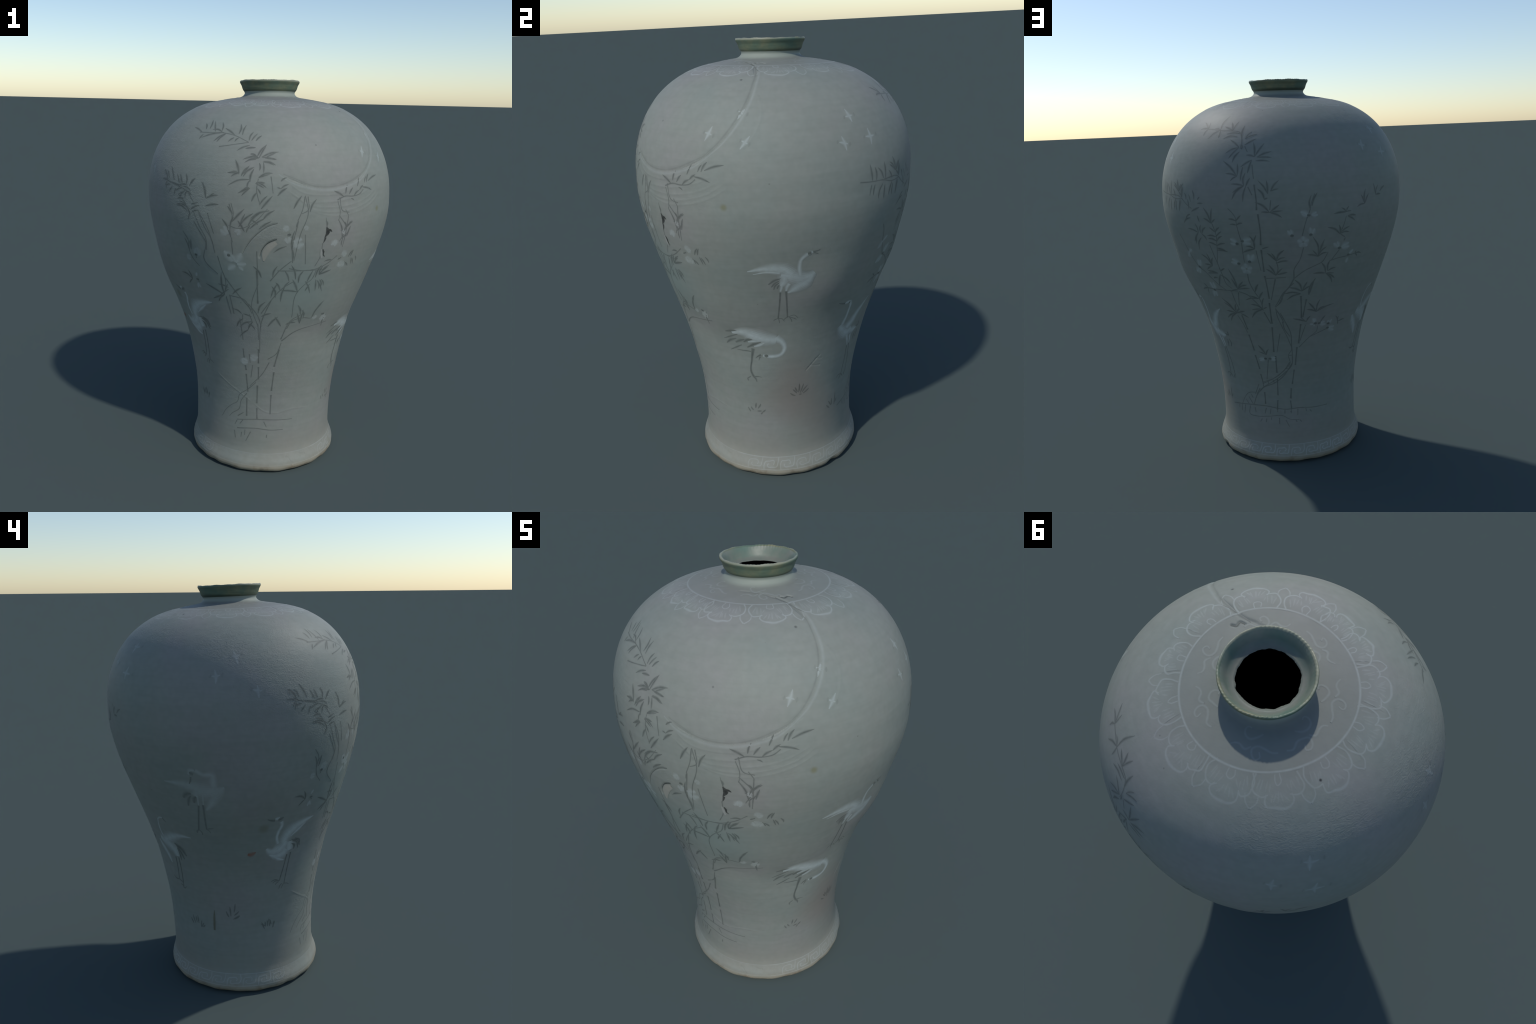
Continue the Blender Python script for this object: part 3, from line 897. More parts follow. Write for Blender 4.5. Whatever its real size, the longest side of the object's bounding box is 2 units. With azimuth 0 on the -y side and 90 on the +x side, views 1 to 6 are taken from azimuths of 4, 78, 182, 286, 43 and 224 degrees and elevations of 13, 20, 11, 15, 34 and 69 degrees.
def south_clump():
    c = Clump(iron(0.58), iron(0.54), iron(0.58), 10.5, 1.0)
    spray, stem, stalk, flower, petal, bud, blossom = c.spray, c.stem, c.stalk, c.flower, c.petal, c.bud, c.blossom
    spray(-122.4, 1.737, (158, 0.072))
    spray(-120.6, 1.749, (119, 0.040))
    spray(-118.4, 1.752, (101, 0.052))
    spray(-114.4, 1.740, (116, 0.066))
    spray(-110.4, 1.739, (167, 0.059))
    spray(-110.8, 1.742, (107, 0.055))
    spray(-109.4, 1.737, (-164, 0.115))
    spray(-108.3, 1.732, (-139, 0.065))
    spray(-108.2, 1.730, (-127, 0.056))
    spray(-103.1, 1.725, (147, 0.071))
    spray(-120.9, 1.727, (-116, 0.030))
    spray(-101.4, 1.731, (91, 0.056))
    spray(-99.5, 1.728, (80, 0.054))
    spray(-103.3, 1.716, (-138, 0.034))
    spray(-101.0, 1.715, (-127, 0.027))
    spray(-95.9, 1.704, (70, 0.048))
    spray(-94.7, 1.704, (55, 0.044))
    spray(-92.7, 1.702, (47, 0.039))
    spray(-95.2, 1.684, (-154, 0.064))
    spray(-92.5, 1.674, (-174, 0.047))
    spray(-90.8, 1.630, (62, 0.071), (-174, 0.073), (156, 0.046), (-161, 0.068))
    spray(-89.6, 1.634, (18, 0.081), (-8, 0.067))
    spray(-88.8, 1.617, (-18, 0.058))
    spray(-90.5, 1.609, (-88, 0.035))
    spray(-88.8, 1.610, (-88, 0.046))
    spray(-98.9, 1.565, (111, 0.063), (-178, 0.048), (-155, 0.042))
    spray(-97.3, 1.562, (52, 0.045), (31, 0.059))
    spray(-94.1, 1.538, (72, 0.050), (-108, 0.046), (-164, 0.108))
    spray(-90.7, 1.546, (17, 0.054))
    spray(-91.7, 1.526, (-7, 0.037), (-26, 0.052))
    spray(-94.4, 1.502, (-164, 0.029), (-155, 0.052))
    spray(-91.1, 1.500, (-61, 0.030))
    spray(-136.8, 1.516, (127, 0.054))
    spray(-135.5, 1.521, (118, 0.036))
    spray(-131.9, 1.516, (119, 0.069))
    spray(-129.0, 1.509, (110, 0.040))
    spray(-127.2, 1.506, (103, 0.041))
    spray(-123.8, 1.507, (105, 0.041))
    spray(-122.0, 1.503, (47, 0.041))
    spray(-137.0, 1.504, (-103, 0.035))
    spray(-130.1, 1.479, (-116, 0.036))
    spray(-124.8, 1.472, (-132, 0.050))
    spray(-123.8, 1.473, (-28, 0.035))
    spray(-113.7, 1.450, (109, 0.073))
    spray(-112.1, 1.449, (39, 0.038))
    stem((-123.7, 1.736), (-117.8, 1.735), (-109.8, 1.735), (-103.3, 1.725), (-96.0, 1.697))
    stem((-109.9, 1.675), (-104.0, 1.684), (-95.9, 1.696))
    stem((-140.8, 1.516), (-131.3, 1.501), (-123.8, 1.488))
    spray(-99.2, 1.355, (-59, 0.059))
    spray(-94.0, 1.335, (-120, 0.039))
    spray(-109.0, 0.981, (-156, 0.076), (-132, 0.061), (153, 0.108), (90, 0.124))
    spray(-108.2, 1.000, (67, 0.048))
    spray(-125.4, 1.188, (75, 0.055), (106, 0.064))
    spray(-124.6, 1.036, (-51, 0.013))
    spray(-128.2, 1.038, (158, 0.073), (109, 0.050), (-138, 0.046))
    spray(-120.5, 1.179, (-121, 0.033))
    spray(-122.0, 1.392, (171, 0.091))
    spray(-121.6, 1.389, (24, 0.059))
    spray(-121.7, 1.362, (122, 0.047))
    spray(-102.7, 1.333, (64, 0.043))
    spray(-102.9, 1.287, (110, 0.037))
    spray(-103.2, 1.183, (142, 0.024))
    spray(-86.2, 1.404, (-157, 0.092))
    spray(-90.9, 1.340, (148, 0.040))
    stem((-120.1, 1.336), (-116.1, 1.266), (-115.2, 1.251), (-117.2, 1.151), (-110.9, 1.087))
    stem((-117.5, 1.385), (-114.0, 1.300), (-112.2, 1.271), (-110.8, 1.195))
    stem((-109.7, 1.181), (-108.5, 1.116), (-107.2, 1.062), (-109.0, 0.981))
    stem((-102.0, 1.431), (-101.1, 1.380), (-102.5, 1.341), (-102.7, 1.279))
    stem((-102.4, 1.264), (-102.1, 1.195))
    stem((-108.1, 0.973), (-106.7, 0.880))
    stem((-106.0, 0.985), (-104.9, 0.882))
    stem((-105.6, 0.981), (-98.4, 0.967), (-94.3, 0.893))
    stem((-127.5, 1.280), (-125.1, 1.243), (-125.4, 1.188), (-124.3, 1.153), (-121.0, 1.115))
    stem((-95.8, 0.888), (-94.6, 0.843), (-97.3, 0.803))
    stem((-99.6, 0.884), (-100.6, 0.837))
    stalk((-91.4, 1.122), (-91.0, 0.950))
    petal(-102.4, 1.160, 127, 0.064)
    petal(-100.8, 1.157, 121, 0.042)
    petal(-100.8, 1.157, 61, 0.055)
    petal(-100.5, 1.149, 4, 0.044)
    petal(-101.3, 1.140, -147, 0.047)
    petal(-99.8, 1.137, -44, 0.029)
    petal(-125.1, 1.057, 60, 0.024)
    petal(-125.1, 1.022, -59, 0.029)
    petal(-125.3, 1.017, -94, 0.024)
    petal(-100.8, 1.153, 70, 0.028)
    bud(-104.1, 1.189)
    bud(-124.5, 1.041)
    bud(-121.7, 1.171)
    blossom(-105.2, 1.305, 0.023, 0.7)
    blossom(-99.4, 1.303, 0.019, 0.6)
    blossom(-120.8, 1.187, 0.023, 0.6)
    blossom(-126.8, 1.153, 0.017, 0.6)
    spray(-61.4, 1.096, (73, 0.045), (43, 0.056), (18, 0.065))
    spray(-62.6, 1.072, (-83, 0.063))
    spray(-60.4, 1.070, (-70, 0.043))
    spray(-50.7, 1.318, (46, 0.041), (133, 0.041), (38, 0.041))
    spray(-50.1, 1.274, (73, 0.053))
    spray(-52.5, 1.264, (110, 0.104), (49, 0.025))
    spray(-52.3, 1.232, (87, 0.037))
    spray(-71.1, 1.013, (174, 0.084), (114, 0.075))
    spray(-78.4, 1.036, (52, 0.043))
    spray(-71.4, 1.060, (74, 0.068))
    spray(-67.2, 1.058, (71, 0.069))
    spray(-66.9, 0.835, (108, 0.068), (84, 0.084))
    spray(-58.8, 0.892, (61, 0.076))
    spray(-61.8, 1.357, (-76, 0.032))
    spray(-74.9, 1.330, (72, 0.032))
    spray(-75.3, 1.162, (99, 0.084))
    spray(-75.9, 1.226, (87, 0.091))
    spray(-46.3, 1.168, (58, 0.042))
    spray(-43.1, 1.130, (107, 0.038))
    spray(-46.8, 1.126, (119, 0.027))
    spray(-51.1, 1.169, (-157, 0.017))
    spray(-78.5, 1.242, (-151, 0.067))
    spray(-80.0, 1.023, (117, 0.048))
    spray(-67.3, 1.015, (65, 0.044))
    spray(-82.2, 0.984, (106, 0.066))
    stem((-70.2, 1.466), (-70.2, 1.404), (-72.7, 1.390))
    stem((-55.4, 1.458), (-53.8, 1.397), (-50.1, 1.387))
    stem((-70.7, 1.295), (-69.2, 1.153))
    stem((-85.0, 1.070), (-80.7, 1.125), (-75.8, 1.170))
    stem((-76.6, 1.133), (-69.8, 1.121), (-63.3, 1.127), (-57.7, 1.152), (-53.4, 1.184))
    stem((-74.4, 0.812), (-72.0, 0.852), (-64.4, 0.866), (-60.2, 0.861), (-58.6, 0.894))
    stem((-63.2, 1.123), (-64.9, 1.074), (-67.9, 1.050), (-71.1, 1.013), (-72.3, 0.875))
    stem((-62.2, 1.252), (-62.6, 1.180), (-64.4, 1.140))
    bud(-77.6, 1.296)
    bud(-52.8, 0.877)
    blossom(-73.3, 1.257, 0.031, 0.8)
    blossom(-78.2, 1.273, 0.018, 0.7)
    blossom(-79.0, 1.323, 0.016, 0.7)
    blossom(-52.2, 1.298, 0.012, 0.6)
    blossom(-56.4, 1.244, 0.018, 0.8)
    blossom(-70.6, 1.326, 0.014, 0.5)
    blossom(-50.5, 1.140, 0.020, 0.7)
    blossom(-49.7, 1.193, 0.016, 0.6)
    blossom(-52.1, 0.855, 0.019, 0.5)
    blossom(-58.1, 0.864, 0.015, 0.4)
    stem((-92.5, 0.504), (-98.8, 0.459), (-105.7, 0.418), (-107.1, 0.382), (-113.2, 0.349), (-118.0, 0.316), (-121.8, 0.273))
    stem((-83.6, 0.623), (-87.8, 0.559), (-96.9, 0.481))
    stem((-99.5, 0.435), (-104.3, 0.386), (-105.7, 0.341), (-112.3, 0.303), (-114.6, 0.284))
    stem((-107.0, 0.297), (-102.1, 0.322))
    stem((-94.9, 0.603), (-96.2, 0.530))
    stem((-107.7, 0.276), (-91.7, 0.291), (-81.3, 0.291), (-72.0, 0.289), (-63.0, 0.288))
    stem((-107.4, 0.228), (-91.4, 0.240), (-80.8, 0.233), (-70.1, 0.233))
    stem((-107.6, 0.271), (-109.4, 0.246))
    stem((-102.5, 0.279), (-105.1, 0.254))
    stem((-85.7, 0.280), (-83.4, 0.249))
    stem((-109.7, 0.212), (-108.8, 0.170))
    stem((-103.5, 0.209), (-103.9, 0.181))
    stem((-100.6, 0.225), (-100.8, 0.196))
    stem((-95.9, 0.218), (-99.8, 0.163))
    stem((-82.9, 0.207), (-83.2, 0.189))
    stem((-97.1, 0.662), (-96.6, 0.615))
    stalk((-101.2, 0.691), (-100.8, 0.640))
    stalk((-100.2, 0.598), (-99.6, 0.570))
    stalk((-99.7, 0.548), (-98.7, 0.445))
    stalk((-99.5, 0.410), (-99.5, 0.305))
    stalk((-90.9, 0.696), (-90.9, 0.615))
    stalk((-90.8, 0.594), (-90.8, 0.523))
    stalk((-91.5, 0.487), (-91.6, 0.383))
    stalk((-91.5, 0.355), (-91.1, 0.293))
    stalk((-77.7, 0.697), (-80.2, 0.599))
    stalk((-80.1, 0.568), (-81.0, 0.458))
    stalk((-81.1, 0.435), (-81.0, 0.323))
    blossom(-100.7, 0.621, 0.023, 0.8)
    blossom(-94.0, 0.644, 0.022, 0.7)
    spray(-67.4, 0.887, (110, 0.062))
    spray(-65.2, 0.867, (108, 0.051))
    spray(-60.0, 0.862, (65, 0.088))
    spray(-51.4, 0.805, (83, 0.075))
    spray(-94.7, 0.876, (160, 0.042))
    spray(-94.8, 0.849, (-149, 0.071))
    spray(-93.9, 0.850, (-118, 0.058))
    spray(-89.2, 0.880, (24, 0.051))
    stem((-77.3, 0.754), (-71.8, 0.862), (-64.7, 0.894))
    stem((-76.8, 0.744), (-69.7, 0.788), (-57.7, 0.814), (-48.4, 0.828))
    stem((-96.1, 0.946), (-91.0, 0.879), (-89.2, 0.825))
    stem((-89.2, 0.898), (-85.4, 0.952), (-78.1, 1.039), (-73.6, 1.068))
    stem((-84.7, 0.641), (-79.6, 0.670), (-76.7, 0.735))
    stem((-107.1, 1.073), (-102.7, 1.009), (-94.5, 0.912))
    stem((-101.6, 0.860), (-100.8, 0.742))
    stem((-91.3, 1.216), (-90.8, 1.053))
    stem((-91.1, 0.842), (-90.9, 0.750))
    spray(-38.0, 1.523, (16, 0.086))
    spray(-39.3, 1.517, (57, 0.046))
    spray(-45.4, 1.503, (65, 0.043))
    spray(-50.4, 1.469, (50, 0.039))
    spray(-52.3, 1.473, (71, 0.042))
    spray(-53.3, 1.460, (153, 0.061))
    spray(-42.4, 1.498, (-14, 0.077))
    spray(-44.2, 1.485, (37, 0.035))
    spray(-49.4, 1.450, (-26, 0.024))
    spray(-40.7, 1.516, (59, 0.034))
    spray(-47.8, 1.459, (34, 0.047))
    spray(-52.5, 1.290, (52, 0.067))
    spray(-51.6, 1.288, (145, 0.031))
    spray(-51.1, 1.271, (54, 0.035))
    spray(-44.8, 1.170, (69, 0.036))
    spray(-47.3, 1.143, (-46, 0.029))
    spray(-43.4, 1.161, (-64, 0.037))
    spray(-41.3, 1.168, (-64, 0.031))
    spray(-60.8, 1.100, (47, 0.060))
    spray(-61.4, 1.066, (-73, 0.050))
    spray(-59.6, 1.071, (-63, 0.043))
    spray(-51.3, 1.171, (-23, 0.007))
    spray(-55.5, 1.164, (-176, 0.047))
    stem((-56.6, 1.447), (-52.8, 1.461), (-47.8, 1.460), (-43.9, 1.469), (-41.7, 1.487))
    stem((-56.4, 1.441), (-55.1, 1.393), (-55.6, 1.351))
    stem((-52.3, 1.401), (-50.5, 1.373))
    stem((-50.5, 1.373), (-51.1, 1.271), (-51.5, 1.224))
    blossom(-55.9, 1.250, 0.017, 0.8)
    blossom(-49.1, 1.185, 0.015, 0.7)
    blossom(-49.0, 1.137, 0.018, 0.7)
    blossom(-51.9, 1.294, 0.010, 0.5)
    spray(-132.1, 1.521, (118, 0.060))
    spray(-135.9, 1.528, (123, 0.033))
    spray(-139.4, 1.535, (109, 0.026))
    spray(-128.1, 1.505, (122, 0.040))
    spray(-126.4, 1.506, (115, 0.045))
    spray(-124.0, 1.504, (97, 0.046))
    spray(-122.3, 1.496, (47, 0.051))
    spray(-113.5, 1.446, (104, 0.076), (16, 0.065))
    spray(-113.7, 1.412, (9, 0.069))
    spray(-127.8, 1.490, (166, 0.046))
    spray(-126.5, 1.482, (-160, 0.047))
    spray(-124.8, 1.469, (-158, 0.045))
    spray(-123.4, 1.472, (-114, 0.034))
    spray(-127.7, 1.498, (-1, 0.050))
    spray(-125.7, 1.492, (-20, 0.050))
    spray(-123.4, 1.380, (163, 0.074))
    spray(-122.6, 1.384, (147, 0.072))
    spray(-121.9, 1.374, (-112, 0.038))
    spray(-121.1, 1.376, (16, 0.047))
    spray(-125.4, 1.434, (-177, 0.045))
    spray(-121.0, 1.413, (15, 0.042))
    spray(-124.2, 1.194, (79, 0.056))
    spray(-135.7, 1.505, (155, 0.033))
    spray(-134.4, 1.493, (-169, 0.036))
    spray(-132.9, 1.485, (-135, 0.035))
    spray(-137.2, 1.507, (-120, 0.029))
    stem((-139.8, 1.520), (-134.9, 1.504), (-129.1, 1.491), (-123.0, 1.466), (-119.8, 1.422))
    stem((-119.9, 1.380), (-116.9, 1.307), (-114.7, 1.263), (-115.0, 1.205))
    stem((-117.0, 1.380), (-113.2, 1.308), (-111.3, 1.243))
    stem((-112.8, 1.381), (-110.4, 1.287))
    stem((-128.7, 1.452), (-125.4, 1.425), (-122.6, 1.384))
    spray(-91.6, 1.636, (55, 0.064), (154, 0.034), (-167, 0.055))
    spray(-92.0, 1.624, (-165, 0.052))
    spray(-88.2, 1.630, (27, 0.058), (-8, 0.049))
    spray(-89.1, 1.613, (-16, 0.052))
    spray(-99.0, 1.559, (108, 0.065))
    spray(-99.7, 1.560, (175, 0.048))
    spray(-98.0, 1.552, (56, 0.048))
    spray(-97.2, 1.550, (40, 0.057))
    spray(-94.2, 1.527, (74, 0.055))
    spray(-90.6, 1.548, (17, 0.065))
    spray(-94.2, 1.500, (-157, 0.060), (-138, 0.051))
    spray(-91.9, 1.521, (4, 0.044), (-27, 0.043))
    spray(-81.5, 1.532, (31, 0.032))
    spray(-81.6, 1.500, (163, 0.017), (28, 0.042))
    spray(-88.9, 1.361, (40, 0.070))
    spray(-92.8, 1.374, (25, 0.069))
    spray(-90.4, 1.320, (34, 0.067))
    spray(-93.5, 1.443, (58, 0.049))
    spray(-90.1, 1.431, (48, 0.051))
    spray(-98.9, 1.327, (44, 0.093))
    spray(-101.4, 1.385, (126, 0.042))
    spray(-101.7, 1.349, (46, 0.084))
    stem((-90.8, 1.542), (-91.4, 1.494), (-90.0, 1.428))
    stem((-85.6, 1.552), (-85.1, 1.516), (-84.7, 1.480))
    stem((-102.9, 1.428), (-101.6, 1.378), (-102.8, 1.305), (-101.9, 1.253))
    stem((-74.1, 1.357), (-75.9, 1.217), (-75.2, 1.161))
    stem((-71.5, 1.465), (-72.4, 1.411), (-74.4, 1.357))
    spray(-81.4, 1.059, (-110, 0.085))
    spray(-77.8, 1.042, (-100, 0.086))
    spray(-76.0, 1.069, (113, 0.064))
    spray(-72.9, 1.078, (109, 0.081))
    spray(-67.9, 1.066, (-64, 0.075))
    spray(-63.1, 1.083, (71, 0.068))
    spray(-62.0, 1.068, (-58, 0.077))
    spray(-106.1, 1.023, (166, 0.056))
    spray(-106.2, 1.014, (-141, 0.072))
    spray(-104.3, 0.990, (40, 0.065))
    spray(-100.3, 0.889, (150, 0.046))
    spray(-99.6, 0.862, (-126, 0.066))
    spray(-91.0, 0.897, (63, 0.076))
    spray(-96.8, 0.838, (-46, 0.049))
    spray(-97.1, 0.801, (-135, 0.064))
    spray(-85.4, 0.827, (52, 0.073))
    spray(-83.9, 1.089, (72, 0.063))
    spray(-89.2, 1.087, (123, 0.069))
    spray(-78.0, 0.828, (119, 0.065))
    spray(-75.2, 0.837, (9, 0.048))
    spray(-103.4, 1.316, (124, 0.053))
    spray(-98.3, 1.334, (66, 0.058))
    spray(-94.9, 1.336, (46, 0.085))
    spray(-94.2, 1.321, (36, 0.085))
    spray(-89.5, 1.411, (49, 0.077))
    spray(-82.9, 1.469, (39, 0.057))
    spray(-76.2, 1.413, (57, 0.068))
    spray(-69.3, 1.397, (61, 0.065))
    stem((-90.8, 1.053), (-94.4, 0.930), (-91.1, 0.824))
    stem((-84.1, 0.970), (-89.2, 0.844), (-90.2, 0.676))
    stem((-103.3, 1.331), (-99.1, 1.319), (-92.2, 1.352), (-86.9, 1.412))
    stem((-71.4, 1.470), (-70.0, 1.397), (-72.9, 1.294), (-74.7, 1.170))
    stem((-55.5, 1.377), (-51.2, 1.313), (-53.7, 1.253))
    stem((-81.8, 1.122), (-71.1, 1.121), (-59.6, 1.121))
    return c


clumps = [north_clump(), south_clump()]
for c in clumps:
    c.object = c.stems.flush("bamboo_clump", vase)
    for name, s in c.parts:
        s.flush(name, c.object)
# the 300 largest leaves stand alone, the rest are joined
LEAVES.sort(key=lambda q: -q[0].size)
for s, c in LEAVES[:300]:
    s.flush("leaf", c.object)
for c in clumps:
    rest = [s for s, owner in LEAVES[300:] if owner is c]
    if rest:
        j = Stroke()
        for s in rest:
            j.v += s.v; j.n += s.n; j.s += [np.array([j.slot(s.mats[i]) for i in q]) for q in s.s]
            j.f += [f + j.count for f in s.f]
            j.count += s.count
        j.flush("small_leaf", c.object, "stuff")


# ------------------------------------------------------------------ cranes
PART_INK = {"tail": "dark", "leg": "dark", "foot": "dark", "beak": "dark", "crown": "dark"}
PART_LEVEL = {"leg": 0.00016, "foot": 0.00018, "tail": 0.00012, "beak": 0.0006, "crown": 0.0010}
PART_NAME = {"tail": "tail_plume", "crown": "head_patch"}


def crane(strength, *strokes):
    """strokes: (part, widths in mm, path); one mesh per body part, legs and feet separate."""
    made, legs = {}, []
    for part, widths, path in strokes:
        dark = part in PART_INK
        inks = iron(0.50 if strength > 0.25 else 0.40) if dark else white(strength)
        swell = {"leg": 1.35, "foot": 1.35, "tail": 1.45, "thigh": 1.1, "neck": 1.2, "wing": 1.3, "body": 1.3}.get(part, 1.15)
        widths = [w * swell for w in widths]
        if part == "leg":
            legs.append(Stroke().add(path, widths, inks, PART_LEVEL[part], 0.6))
            continue
        made.setdefault(part, Stroke()).add(path, widths, inks, PART_LEVEL.get(part, 0.00020) + 0.00001 * len(made.get(part, Stroke()).v), 0.85)
    bird = made.pop("body").flush("crane", vase)
    for part, s in made.items():
        s.flush(PART_NAME.get(part, part), bird)
    for s in legs:
        s.flush("leg", bird)


crane(0.36,
      ('wing', [3, 15, 30, 38, 38], [(-24.1, 1.115), (-18.4, 1.127), (-13.7, 1.129), (-9.6, 1.123), (-6.0, 1.098)]),
      ('wing', [2, 8, 10], [(-21.9, 1.102), (-16.2, 1.113), (-11.1, 1.108)]),
      ('body', [23, 44, 49, 38, 18], [(-10.6, 1.096), (-6.4, 1.089), (-2.9, 1.079), (0.6, 1.084), (3.1, 1.103)]),
      ('body', [16, 39, 34, 5], [(2.2, 1.088), (-0.0, 1.060), (-2.9, 1.041), (-7.5, 1.008)]),
      ('body', [31, 31, 15], [(-9.1, 1.095), (-9.5, 1.063), (-10.6, 1.045)]),
      ('neck', [18, 13, 11, 14], [(-2.7, 1.089), (-3.3, 1.129), (-2.8, 1.165), (-0.5, 1.189)]),
      ('head', [10, 15, 8], [(-0.7, 1.188), (0.5, 1.193), (1.6, 1.196)]),
      ('beak', [8, 4, 2], [(1.7, 1.196), (3.0, 1.199), (4.3, 1.203)]),
      ('beak', [5, 3, 2], [(2.0, 1.193), (2.9, 1.189), (3.7, 1.187)]),
      ('crown', [10, 13, 8], [(-0.4, 1.190), (0.3, 1.192), (0.9, 1.193)]),
      ('tail', [4, 9, 4], [(-10.6, 1.081), (-13.2, 1.072), (-15.8, 1.052)]),
      ('tail', [3, 8, 3], [(-11.1, 1.071), (-13.3, 1.056), (-14.6, 1.039)]),
      ('tail', [3, 7, 3], [(-11.1, 1.061), (-13.0, 1.046), (-13.6, 1.026)]),
      ('tail', [3, 6, 3], [(-11.1, 1.052), (-11.9, 1.039), (-12.2, 1.030)]),
      ('thigh', [13, 10, 7], [(-10.1, 1.057), (-10.3, 1.038), (-10.8, 1.016)]),
      ('thigh', [16, 13, 7], [(-7.1, 1.055), (-7.9, 1.040), (-8.3, 1.017)]),
      ('leg', [6, 5, 5], [(-10.8, 1.011), (-11.2, 0.940), (-11.8, 0.873)]),
      ('leg', [7, 5, 5], [(-8.3, 1.016), (-7.7, 0.944), (-7.2, 0.877)]),
      ('foot', [4, 4, 2], [(-11.6, 0.873), (-13.4, 0.867), (-14.2, 0.859)]),
      ('foot', [3, 3, 2], [(-11.6, 0.872), (-11.3, 0.857), (-11.2, 0.846)]),
      ('foot', [3, 3, 2], [(-11.5, 0.873), (-9.9, 0.870), (-8.7, 0.855)]),
      ('foot', [4, 4, 2], [(-7.2, 0.878), (-8.3, 0.871), (-8.9, 0.864)]),
      ('foot', [3, 3, 2], [(-7.0, 0.878), (-3.9, 0.887), (-1.9, 0.870)]),
      ('foot', [3, 3, 2], [(-6.4, 0.876), (-4.1, 0.870), (-2.6, 0.861)]),
      ('foot', [3, 3, 2], [(-6.1, 0.875), (-5.2, 0.862), (-4.8, 0.848)]),
      )
crane(0.4,
      ('body', [11, 31, 53, 47, 31], [(-37.8, 0.783), (-30.7, 0.791), (-24.1, 0.770), (-17.9, 0.759), (-13.1, 0.754)]),
      ('body', [6, 11, 7], [(-25.9, 0.715), (-22.9, 0.724), (-19.8, 0.738)]),
      ('body', [6, 8, 6], [(-29.2, 0.738), (-25.8, 0.744), (-22.9, 0.748)]),
      ('neck', [31, 20, 14, 12, 16, 11], [(-13.4, 0.764), (-9.9, 0.741), (-8.5, 0.708), (-10.3, 0.677), (-16.4, 0.665), (-21.2, 0.669)]),
      ('head', [11, 14, 9], [(-20.5, 0.669), (-19.0, 0.669), (-17.5, 0.667)]),
      ('crown', [6, 13, 6], [(-20.3, 0.669), (-19.1, 0.669), (-18.1, 0.670)]),
      ('beak', [9, 5, 2], [(-22.3, 0.673), (-24.3, 0.664), (-25.8, 0.653)]),
      ('beak', [6, 3, 2], [(-22.8, 0.663), (-23.6, 0.652), (-23.9, 0.643)]),
      ('tail', [4, 14, 5], [(-25.0, 0.755), (-28.2, 0.753), (-31.8, 0.735)]),
      ('tail', [4, 11, 5], [(-31.1, 0.749), (-33.9, 0.741), (-36.9, 0.727)]),
      ('tail', [3, 11, 3], [(-36.0, 0.750), (-39.8, 0.737), (-42.8, 0.717)]),
      ('tail', [3, 14, 4], [(-33.8, 0.795), (-37.5, 0.792), (-41.6, 0.784)]),
      ('tail', [4, 11, 4], [(-21.6, 0.742), (-25.7, 0.728), (-30.1, 0.707)]),
      ('tail', [3, 6, 2], [(-33.3, 0.717), (-37.2, 0.700), (-41.1, 0.683)]),
      ('tail', [3, 4, 2], [(-28.1, 0.687), (-32.3, 0.688), (-36.6, 0.688)]),
      ('tail', [3, 7, 2], [(-34.6, 0.776), (-38.8, 0.760), (-43.8, 0.741)]),
      ('leg', [12, 6, 6, 8], [(-26.7, 0.704), (-28.1, 0.646), (-29.2, 0.574), (-28.0, 0.551)]),
      ('foot', [8, 7, 3], [(-28.4, 0.553), (-26.9, 0.539), (-26.4, 0.523)]),
      ('foot', [4, 4, 2], [(-28.0, 0.551), (-25.5, 0.553), (-23.1, 0.550)]),
      ('foot', [4, 5, 3], [(-30.1, 0.551), (-32.3, 0.536), (-32.0, 0.526)]),
      )
crane(0.34,
      ('neck', [17, 13, 10, 11, 14], [(28.2, 0.767), (29.5, 0.801), (29.9, 0.845), (29.9, 0.872), (28.4, 0.893)]),
      ('head', [11, 14, 8], [(29.4, 0.887), (26.8, 0.893), (24.9, 0.890)]),
      ('crown', [3, 7, 3], [(28.4, 0.893), (28.2, 0.887), (28.0, 0.880)]),
      ('beak', [8, 7, 3], [(24.9, 0.891), (22.7, 0.896), (20.1, 0.906)]),
      ('body', [21, 38, 44, 32], [(26.5, 0.765), (30.0, 0.730), (34.6, 0.706), (38.8, 0.714)]),
      ('body', [27, 27, 6], [(38.1, 0.702), (41.8, 0.700), (45.5, 0.700)]),
      ('wing', [38, 35, 26, 15, 3], [(33.2, 0.735), (37.1, 0.764), (39.9, 0.800), (43.9, 0.832), (48.3, 0.859)]),
      ('tail', [3, 7, 3], [(46.0, 0.676), (45.6, 0.656), (45.2, 0.634)]),
      ('tail', [3, 7, 3], [(47.7, 0.684), (49.1, 0.655), (47.9, 0.638)]),
      ('tail', [4, 9, 4], [(45.0, 0.707), (48.2, 0.707), (48.0, 0.725)]),
      ('thigh', [18, 11, 5], [(35.8, 0.688), (37.8, 0.654), (39.3, 0.622)]),
      ('thigh', [15, 10, 5], [(39.7, 0.679), (40.5, 0.656), (41.2, 0.628)]),
      ('leg', [5, 4, 4], [(39.0, 0.618), (39.7, 0.541), (38.7, 0.460)]),
      ('leg', [4, 4, 4], [(41.1, 0.625), (43.7, 0.538), (44.4, 0.464)]),
      ('foot', [4, 4, 2], [(38.7, 0.460), (35.0, 0.463), (33.5, 0.453)]),
      ('foot', [4, 4, 2], [(38.6, 0.458), (37.5, 0.449), (36.7, 0.436)]),
      ('foot', [4, 4, 2], [(38.7, 0.460), (40.5, 0.448), (41.4, 0.438)]),
      ('foot', [4, 6, 3], [(44.4, 0.464), (43.4, 0.455), (43.1, 0.440)]),
      )
